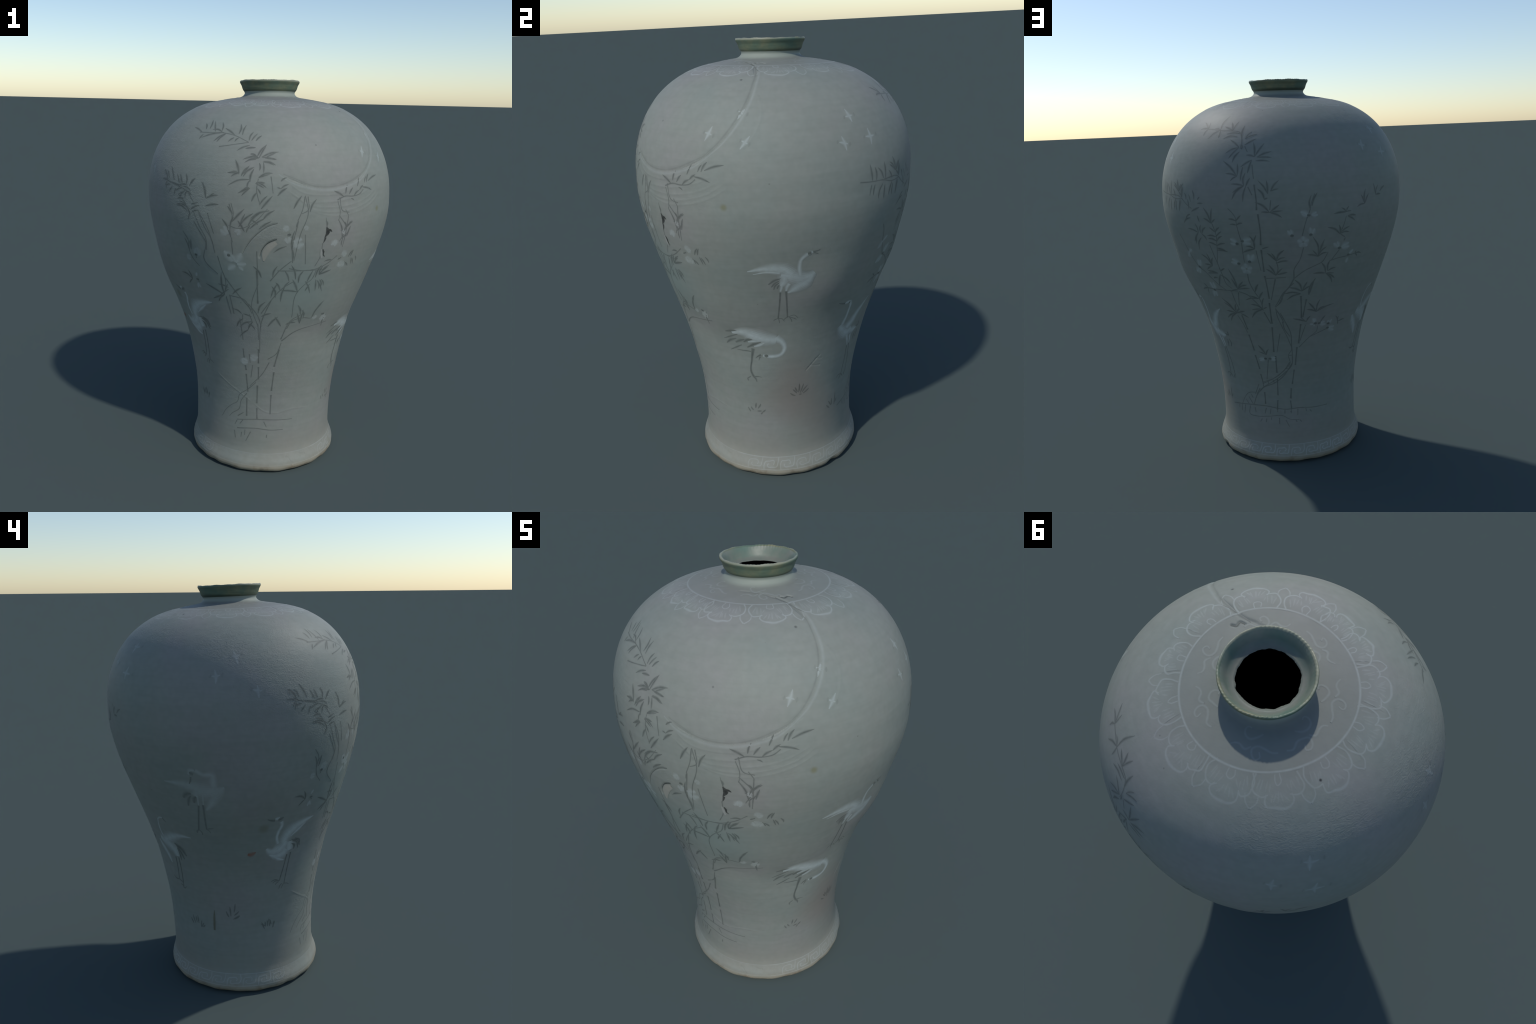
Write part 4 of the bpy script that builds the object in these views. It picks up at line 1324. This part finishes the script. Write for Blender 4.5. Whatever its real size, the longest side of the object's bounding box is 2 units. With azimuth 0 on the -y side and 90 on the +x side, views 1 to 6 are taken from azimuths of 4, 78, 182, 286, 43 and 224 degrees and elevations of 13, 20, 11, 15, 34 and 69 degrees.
crane(0.15,
      ('wing', [3, 17, 31, 42], [(164.5, 1.159), (170.9, 1.157), (176.2, 1.149), (-179.3, 1.137)]),
      ('body', [47, 56, 47, 28], [(178.9, 1.135), (-177.5, 1.125), (-173.8, 1.126), (-170.4, 1.133)]),
      ('body', [6, 31, 53, 47], [(-167.9, 1.148), (-169.6, 1.133), (-172.0, 1.117), (-174.1, 1.106)]),
      ('body', [34, 25, 6], [(-172.2, 1.100), (-174.0, 1.070), (-177.3, 1.029)]),
      ('body', [31, 25, 8], [(179.3, 1.123), (178.9, 1.106), (179.3, 1.094)]),
      ('neck', [30, 25, 25, 17, 14], [(-173.0, 1.132), (-172.4, 1.170), (-172.6, 1.204), (-176.0, 1.205), (-179.5, 1.225)]),
      ('head', [11, 19, 8], [(-179.8, 1.225), (178.5, 1.223), (177.3, 1.204)]),
      ('crown', [6, 14, 8], [(177.9, 1.215), (178.6, 1.211), (179.3, 1.206)]),
      ('beak', [8, 7, 3], [(178.2, 1.193), (177.8, 1.176), (176.9, 1.158)]),
      ('tail', [6, 17, 9], [(176.6, 1.108), (173.9, 1.102), (172.4, 1.084)]),
      ('tail', [5, 11, 5], [(176.3, 1.098), (174.9, 1.077), (173.9, 1.044)]),
      ('tail', [5, 17, 6], [(178.7, 1.097), (177.9, 1.083), (177.3, 1.062)]),
      ('thigh', [8, 7, 4], [(179.6, 1.100), (179.4, 1.077), (179.2, 1.052)]),
      ('thigh', [10, 7, 4], [(-177.8, 1.108), (-178.1, 1.082), (-178.4, 1.055)]),
      ('leg', [7, 6, 6], [(179.2, 1.049), (177.8, 0.982), (176.2, 0.914)]),
      ('leg', [8, 7, 6], [(-178.5, 1.055), (-178.9, 0.984), (-179.2, 0.921)]),
      ('foot', [5, 7, 4], [(176.1, 0.915), (175.0, 0.905), (175.0, 0.896)]),
      ('foot', [4, 5, 3], [(176.6, 0.914), (177.6, 0.904), (177.8, 0.888)]),
      ('foot', [3, 6, 3], [(-179.3, 0.923), (-177.2, 0.929), (-175.5, 0.932)]),
      ('foot', [4, 5, 2], [(-179.0, 0.921), (-178.0, 0.915), (-177.4, 0.903)]),
      )
crane(0.28,
      ('neck', [12, 10, 8, 7], [(146.5, 0.826), (145.9, 0.857), (146.6, 0.892), (148.3, 0.928)]),
      ('head', [6, 8, 6], [(148.1, 0.925), (151.1, 0.940), (153.2, 0.942)]),
      ('beak', [5, 5, 2], [(153.2, 0.942), (153.9, 0.931), (155.2, 0.920)]),
      ('wing', [37, 37, 18, 3], [(147.6, 0.807), (157.1, 0.846), (164.1, 0.860), (169.8, 0.859)]),
      ('body', [28, 52, 52, 24], [(142.3, 0.810), (149.3, 0.790), (153.5, 0.766), (154.5, 0.727)]),
      ('body', [10, 29, 24, 5], [(139.0, 0.790), (141.6, 0.748), (144.1, 0.716), (145.8, 0.671)]),
      ('tail', [6, 19, 5], [(155.6, 0.804), (159.9, 0.781), (162.6, 0.742)]),
      ('tail', [6, 14, 4], [(156.8, 0.796), (158.8, 0.756), (160.0, 0.720)]),
      ('tail', [5, 11, 4], [(156.7, 0.779), (157.3, 0.742), (157.0, 0.708)]),
      ('leg', [6, 5, 5], [(152.2, 0.719), (150.9, 0.645), (149.4, 0.584)]),
      ('leg', [6, 5, 5], [(155.0, 0.720), (154.2, 0.642), (152.5, 0.539)]),
      ('foot', [5, 6, 3], [(149.1, 0.583), (145.7, 0.582), (143.5, 0.593)]),
      ('foot', [5, 5, 2], [(149.4, 0.584), (152.0, 0.576), (153.0, 0.565)]),
      ('foot', [5, 5, 2], [(152.9, 0.548), (151.7, 0.556), (149.9, 0.557)]),
      ('foot', [5, 5, 2], [(152.6, 0.542), (153.6, 0.541), (155.5, 0.554)]),
      )
crane(0.34,
      ('beak', [13, 10, 3], [(-144.2, 0.955), (-145.8, 0.957), (-148.3, 0.967)]),
      ('head', [10, 15, 10], [(-144.2, 0.963), (-142.8, 0.963), (-141.4, 0.964)]),
      ('crown', [9, 15, 7], [(-142.3, 0.954), (-140.9, 0.958), (-139.6, 0.966)]),
      ('neck', [15, 12, 12, 11, 15], [(-140.3, 0.942), (-139.6, 0.923), (-141.1, 0.887), (-141.6, 0.852), (-140.3, 0.818)]),
      ('wing', [33, 42, 45, 33, 18, 3], [(-137.0, 0.819), (-135.5, 0.852), (-133.1, 0.879), (-128.9, 0.899), (-124.8, 0.914), (-118.3, 0.926)]),
      ('wing', [3, 15, 3], [(-132.3, 0.846), (-128.6, 0.873), (-123.5, 0.904)]),
      ('body', [39, 54, 51, 27, 9], [(-135.3, 0.823), (-137.0, 0.798), (-140.5, 0.778), (-144.2, 0.777), (-147.4, 0.798)]),
      ('body', [6, 27, 40, 37], [(-145.2, 0.760), (-140.9, 0.750), (-137.4, 0.751), (-134.3, 0.778)]),
      ('body', [27, 37, 24], [(-132.5, 0.818), (-132.3, 0.788), (-131.7, 0.766)]),
      ('body', [3, 15, 5], [(-142.2, 0.748), (-138.3, 0.727), (-134.6, 0.715)]),
      ('tail', [4, 9, 4], [(-132.5, 0.818), (-127.5, 0.807), (-124.9, 0.765)]),
      ('tail', [4, 9, 4], [(-131.4, 0.826), (-126.7, 0.812), (-124.0, 0.778)]),
      ('tail', [3, 8, 3], [(-129.2, 0.829), (-125.1, 0.809), (-124.2, 0.791)]),
      ('tail', [4, 12, 4], [(-131.3, 0.804), (-128.4, 0.787), (-128.3, 0.766)]),
      ('leg', [6, 5, 5], [(-132.8, 0.744), (-133.8, 0.669), (-135.6, 0.596)]),
      ('leg', [6, 5, 4], [(-130.1, 0.751), (-130.7, 0.666), (-131.6, 0.577)]),
      ('foot', [4, 5, 3], [(-135.6, 0.596), (-139.0, 0.606), (-141.8, 0.599)]),
      ('foot', [4, 4, 2], [(-135.9, 0.595), (-138.9, 0.598), (-140.5, 0.588)]),
      ('foot', [4, 4, 2], [(-136.1, 0.591), (-137.5, 0.587), (-138.6, 0.576)]),
      ('foot', [4, 4, 2], [(-131.4, 0.575), (-129.4, 0.573), (-127.5, 0.564)]),
      ('foot', [4, 4, 2], [(-131.9, 0.576), (-132.8, 0.565), (-133.6, 0.549)]),
      ('foot', [4, 4, 2], [(-133.5, 0.578), (-134.7, 0.569), (-135.5, 0.551)]),
      )


# ------------------------------------------------------------------ grass tufts and star-shaped birds
def tuft(*blades):
    first = None
    for i, (deg, h, heading, length) in enumerate(blades):
        s = Stroke().add(bent(deg, h, heading, length, RNG.uniform(-0.05, 0.05)), [3, 7.5, 8.5, 7, 2], iron(0.48), next_lift())
        if first is None:
            first = s.flush("grass_tuft", vase)
        else:
            s.flush("blade", first)


tuft((157.2, 0.346, 118, 0.032), (159.3, 0.350, 106, 0.050), (160.7, 0.357, 96, 0.038), (162.3, 0.356, 93, 0.047), (164.2, 0.337, 81, 0.039), (164.8, 0.338, 62, 0.030), (166.0, 0.340, 49, 0.020))
tuft((-172.7, 0.418, 110, 0.036), (-171.1, 0.423, 93, 0.055), (-168.7, 0.445, 82, 0.052), (-168.6, 0.428, 45, 0.034), (-169.5, 0.406, 36, 0.040), (-168.5, 0.406, 35, 0.033))
tuft((-145.7, 0.337, 111, 0.044), (-144.8, 0.349, 97, 0.030), (-143.3, 0.349, 82, 0.043), (-141.6, 0.347, 80, 0.035), (-139.2, 0.336, 68, 0.039))
tuft((-1.1, 0.431, 141, 0.033), (-0.2, 0.445, 127, 0.032), (0.2, 0.452, 113, 0.032), (1.1, 0.448, 88, 0.050), (2.1, 0.442, 72, 0.054), (3.4, 0.444, 53, 0.045), (4.3, 0.438, 39, 0.037), (1.3, 0.436, -4, 0.014))
tuft((28.0, 0.299, 132, 0.032), (29.6, 0.310, 122, 0.036), (30.3, 0.312, 93, 0.037), (33.3, 0.301, 87, 0.070), (34.2, 0.314, 60, 0.021))
tuft((-29.1, 0.370, 82, 0.032), (-27.4, 0.369, 62, 0.032), (-24.6, 0.347, 47, 0.024), (-33.0, 0.347, 115, 0.027), (-30.8, 0.357, 118, 0.022), (-28.1, 0.354, 6, 0.022), (-25.6, 0.337, 56, 0.015))
tuft((-144.5, 0.352, 146, 0.033), (-143.0, 0.351, 100, 0.033), (-140.1, 0.358, 108, 0.032), (-138.4, 0.338, 86, 0.035))


def star(deg, h, up, down, left, right):
    s = Stroke()
    c = (deg, h)
    k = 0.14 if deg > 40 or deg < -45 else 0.20
    s.add([step(deg, h, *up), c, step(deg, h, *down)], [3, 17, 3], white(k), 0.0002, 1.0)
    s.add([step(deg, h, *left), c, step(deg, h, *right)], [3, 15, 3], white(k), 0.00022, 1.0)
    s.flush("star_bird", vase)
    # a faint dark wing tip on either side
    w = Stroke().add([step(*step(deg, h, left[0], left[1] * 1.25), 70, 0.008), step(*step(deg, h, left[0], left[1] * 1.3), -110, 0.008)], [3, 10, 3], iron(0.14), 0.0002, 1.0)
    w.add([step(*step(deg, h, right[0], right[1] * 1.5), 70, 0.010), step(*step(deg, h, right[0], right[1] * 1.6), -110, 0.008)], [3, 12, 3], iron(0.16), 0.0002, 1.0)
    w.flush("star_shade", vase)


star(18.9, 1.703, (107, 0.031), (-79, 0.027), (-170, 0.019), (6, 0.017))
star(26.4, 1.622, (98, 0.033), (-93, 0.033), (177, 0.026), (6, 0.022))
star(13.8, 1.609, (108, 0.028), (-81, 0.029), (167, 0.024), (-17, 0.015))
star(-25.3, 1.729, (54, 0.026), (-117, 0.029), (150, 0.014), (-19, 0.016))
star(-37.6, 1.656, (69, 0.030), (-114, 0.032), (172, 0.017), (-23, 0.015))
star(-23.0, 1.627, (55, 0.030), (-126, 0.031), (153, 0.015), (-26, 0.012))
star(-168.4, 1.627, (102, 0.029), (-93, 0.032), (179, 0.019), (12, 0.017))
star(-160.1, 1.701, (110, 0.027), (-79, 0.038), (172, 0.017), (26, 0.018))
star(-152.3, 1.562, (93, 0.023), (-87, 0.031), (164, 0.022), (-5, 0.018))
star(132.9, 1.667, (73, 0.030), (-93, 0.028), (158, 0.019), (-8, 0.019))
star(145.9, 1.737, (80, 0.026), (-98, 0.033), (161, 0.021), (3, 0.030))
star(146.1, 1.628, (67, 0.032), (-89, 0.027), (176, 0.029), (-4, 0.034))

# ------------------------------------------------------------------ collar on the shoulder
RING = 1.8870
collar = Stroke()
ring = [(d, RING + 0.0006 * math.sin(math.radians(3 * d))) for d in range(-180, 181, 6)]
for i in range(0, 60, 10):
    collar.add(ring[i:i + 11], [6.0 + RNG.uniform(0, 3), 6.5, 8.0, 6.5], white(0.16), 0.0003 + 0.00001 * (i % 20) / 10, 0.85)
collar_object = collar.flush("collar_ring", vase)
LAPPETS = [-70.7, -92.5, -112.0, -137.0, -164.0, 166.5, 137.6, 111.0, 81.7, 50.0, 22.0, -9.0, -40.2]


def lappet(deg, strength, size=1.0):
    """Three-lobed cloud lappet hanging from the ring, with rays fanning from a small curl."""
    def at(pts):
        j = lambda a: RNG.uniform(-a, a)
        return [(deg + x * size + j(0.8), RING - (RING - y) * size + j(0.0012)) for x, y in pts]
    line = white(strength)
    s = Stroke()
    left = [(-12.0, 1.8868), (-13.6, 1.8800), (-13.2, 1.8720), (-11.0, 1.8670), (-8.0, 1.8660), (-5.8, 1.8685)]
    main = [(-5.8, 1.8690), (-7.4, 1.8630), (-6.0, 1.8570), (-3.0, 1.8540), (0.0, 1.8530), (3.0, 1.8540), (6.0, 1.8570), (7.4, 1.8630), (5.8, 1.8690)]
    s.add(at(left), [6, 5, 6, 7, 5], line, next_lift(), 0.75)
    s.add(at(main), [5, 6, 8, 13, 8, 6, 5], line, next_lift(), 0.75)
    s.add(at([(-x, y) for x, y in left]), [6, 5, 6, 7, 5], line, next_lift(), 0.75)
    curl = [(1.6, 1.8860), (2.2, 1.8805), (0.4, 1.8780), (-1.8, 1.8800), (-1.6, 1.8860)]
    s.add(at(curl), [4, 5, 4], line, next_lift(), 0.75)
    o = s.flush("collar_lappet", vase)
    rays = Stroke()
    for x in (-4.4, -2.3, 0.0, 2.3, 4.4):
        rays.add(at([(x * 0.55, 1.8730 - 0.0010 * abs(x)), (x, 1.8605)]), [3, 8, 3], white(strength * 0.55), next_lift(), 0.8)
    for sg in (-1, 1):
        for x, y0, y1 in ((5.2, 1.8790, 1.8720), (7.0, 1.8800, 1.8708), (9.0, 1.8815, 1.8710), (10.8, 1.8830, 1.8745)):
            rays.add(at([(sg * (x - 0.8), y0), (sg * x, y1)]), [3, 7, 3], white(strength * 0.5), next_lift(), 0.8)
    rays.flush("lappet_ray", o)
    wash = Stroke().add([(deg - 11.5 * size, RING - 0.013 * size), (deg, RING - 0.0165 * size), (deg + 11.5 * size, RING - 0.013 * size)], [60, 95, 120, 95, 60],
                        ink("pale_blue_wash", (0.42, 0.50, 0.56), strength * 0.22, (1, 0.8, 0.55, 0.3, 0.12)), 0.00005, 0.95)
    wash.flush("lappet_wash", o)


for i, d in enumerate(LAPPETS):
    bright = 0.09 + 0.07 * (0.5 + 0.5 * math.cos(math.radians(d + 60)))
    lappet(d, bright, (0.80 if d in (-92.5, -112.0, 22.0) else 1.0))
    nxt = LAPPETS[(i + 1) % len(LAPPETS)]
    m = d + ((nxt - d + 180) % 360 - 180) / 2
    tip = Stroke()
    tip.add([(m - 3.4, 1.8690), (m - 2.6, 1.8600), (m - 0.4, 1.8520)], [3, 5, 5, 6], white(bright * 0.9), next_lift(), 0.75)
    tip.add([(m + 3.4, 1.8690), (m + 2.8, 1.8600), (m - 0.2, 1.8518)], [3, 5, 5, 6], white(bright * 0.9), next_lift(), 0.75)
    tip.flush("collar_leaf", vase)

# cloud scrolls between the ring and the neck, set out round the neck
SCROLL = [
    [(21.2, 1.8985), (16.6, 1.8985), (10.6, 1.9010), (5.1, 1.9020), (0.7, 1.9000), (0.9, 1.8965), (4.6, 1.8945), (7.4, 1.8955), (6.4, 1.8980)],
    [(8.6, 1.9070), (2.4, 1.9050), (-3.7, 1.9040), (-9.8, 1.9060), (-10.5, 1.9088), (-8.1, 1.9100), (-4.8, 1.9095)],
    [(-0.6, 1.9010), (-5.0, 1.8990), (-10.9, 1.9010), (-14.8, 1.9000), (-17.3, 1.8980)]]
for k, d in enumerate((-150, -101, -48, 14, 60, 119, 168)):
    flip = 1 if k % 3 else -1
    s = Stroke()
    for p in SCROLL:
        s.add([(d + flip * x, y + RNG.uniform(-0.0006, 0.0006)) for x, y in p], [5, 8, 7, 6, 4], white(0.09), next_lift(), 0.9)
    s.flush("cloud_scroll", vase)

# ------------------------------------------------------------------ key fret on the foot
slip_mat = inlay("pale_fret_ground", (0.44, 0.49, 0.46), 0.06, 0.5)
ft = np.arange(600) / 600 * TAU
fh = np.linspace(0.040, 0.1045, 22)
P, Nn = shell(ft[None], fh[:, None], np.full((22, 600), 0.00006) + 0.0 * fh[:, None])
P[0], P[-1] = shell(ft, np.full(600, fh[0]), np.full(600, -0.0002))[0], shell(ft, np.full(600, fh[-1]), np.full(600, -0.0002))[0]
fret = add_mesh("fret_band", P.reshape(-1, 3), grid_faces(22, 600), [slip_mat], vase, Nn.reshape(-1, 3))
lines = Stroke()
for h0, a in ((0.1010, 0.15), (0.0425, 0.14)):
    for i in range(8):
        d0 = -180 + 45 * i
        k = 0.6 if -140 < d0 + 22 < -40 else 1.0
        lines.add([(d0 + 5 * j, h0 + RNG.uniform(-0.0005, 0.0005)) for j in range(10)], [4.5, 5, 4.5], white(round(a * k, 2)), 0.0003 + 0.00001 * (i % 2), 0.8)
lines.flush("fret_border", fret)
UNITS = 31
for i in range(UNITS):
    d0 = -176 + 360 * i / UNITS
    mid = (d0 + 190) % 360 - 180
    if -128 < mid < -34:
        continue                     # worn away on the sunny side
    def spot_at(x, y):
        return (d0 + (x + RNG.uniform(-0.03, 0.03)) * 360 / UNITS, 0.0425 + (0.1010 - 0.0425) * (y + RNG.uniform(-0.03, 0.03)))
    k = white(round((0.17 if 55 < mid < 150 else 0.11) + RNG.choice([0, 0.03]), 2))
    s = Stroke()
    s.add([spot_at(0.04, 0.02), spot_at(0.06, 0.45), spot_at(0.14, 0.66), spot_at(0.34, 0.70), spot_at(0.62, 0.70), spot_at(0.66, 0.52), spot_at(0.60, 0.42)], [6, 7, 7, 6], k, 0.0003, 0.8)
    s.add([spot_at(0.93, 0.98), spot_at(0.90, 0.52), spot_at(0.82, 0.28), spot_at(0.56, 0.24), spot_at(0.28, 0.25), spot_at(0.24, 0.40), spot_at(0.32, 0.48)], [6, 7, 7, 6], k, 0.0003, 0.8)
    s.flush("fret_key", fret)

# ------------------------------------------------------------------ scars, cracks and stains
# crescent groove: shaded inner face drawn as dark ribbon, sunlit outer face as pale ribbon
joint = Stroke()
for i in (0, 7):
    part = CRESCENT[i:i + 8]
    joint.add([(d + 0.9 * math.copysign(1, d + 57) * -1 * (0.3 if -75 < d < -45 else 1), h + (0.006 if -78 < d < -42 else 0.0)) for d, h in part], [5, 9, 8, 9, 6], iron(0.20), 0.00005 + 0.00002 * i, 1.0)
    joint.add([(d + 1.1 * math.copysign(1, d + 57) * (0.3 if -75 < d < -45 else 1), h - (0.008 if -78 < d < -42 else 0.0)) for d, h in part], [5, 12, 12, 12, 6], white(0.08), 0.00005 + 0.00002 * i, 1.0)
joint.flush("crescent_painted_shading", vase)
crack_ink = ink("dark_crack", (0.014, 0.015, 0.015), 0.80, (1.0, 1.0, 0.95, 0.8, 0.5))
cr = Stroke()
cr.add([(-61.3, 1.326), (-60.6, 1.312), (-60.4, 1.300), (-61.0, 1.288), (-61.6, 1.278)], [3, 14, 19, 11, 3], crack_ink, 0.0012, 0.2)
cr.add([(-60.4, 1.314), (-59.2, 1.310), (-58.4, 1.304)], [8, 10, 3], crack_ink, 0.0013, 0.2)
cr.add([(-61.2, 1.278), (-61.4, 1.268), (-61.9, 1.252)], [9, 7, 1], crack_ink, 0.0012, 0.3)
cr.add([(-61.7, 1.222), (-61.1, 1.206), (-61.2, 1.198), (-60.2, 1.186)], [4, 8, 5, 2], crack_ink, 0.0012, 0.3)
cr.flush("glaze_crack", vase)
hair = Stroke().add([(-61.9, 1.370), (-61.4, 1.345), (-61.0, 1.322)], [1.5, 4, 6], iron(0.55), 0.0005)
hair.add([(-97.6, 1.201), (-94.7, 1.253), (-90.8, 1.300), (-86.8, 1.332), (-82.7, 1.349)], [1, 2.5, 3.5, 4, 5], iron(0.55), 0.0004, 0.5)
hair.add([(-90.0, 1.190), (-89.1, 1.220), (-86.9, 1.251), (-82.8, 1.275)], [1, 3, 6, 7], iron(0.80), 0.0004, 0.5)
hair.add([(-20.5, 1.868), (-23.4, 1.877), (-27.0, 1.888), (-33.0, 1.8965)], [2, 5, 6, 2], iron(0.34), 0.0004, 0.7)
hair.add([(-18.0, 1.8935), (-21.5, 1.8960), (-25.5, 1.8945), (-28.0, 1.8965)], [2, 5, 6, 3], iron(0.62), 0.0004, 0.6)
hair.flush("hairline", vase)
pale = Stroke().add([(-88.2, 1.170), (-87.6, 1.205), (-85.6, 1.238), (-82.9, 1.258)], [6, 24, 26, 16], ink("bare_clay", (0.32, 0.31, 0.265), 0.8, (1, 1, 0.95, 0.8, 0.5)), 0.0009)
pale.add([(-62.6, 1.224), (-62.1, 1.200), (-61.6, 1.178)], [5, 11, 7], ink("bare_clay_sliver", (0.33, 0.33, 0.31), 0.6), 0.0009)
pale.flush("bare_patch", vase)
spots = Stroke().add([(-158.4, 0.778), (-156.6, 0.775), (-154.6, 0.783), (-153.6, 0.787)], [14, 26, 22, 4], ink("rust_stain", (0.22, 0.055, 0.02), 0.62), 0.0005)
spots.flush("rust_spot", vase)
stake = Stroke().add([(176.6, 0.452), (176.0, 0.392), (175.6, 0.336)], [2, 12, 14, 11], ink("olive_stain", (0.075, 0.065, 0.025), 0.6), 0.0005)
stake.flush("olive_stroke", vase)
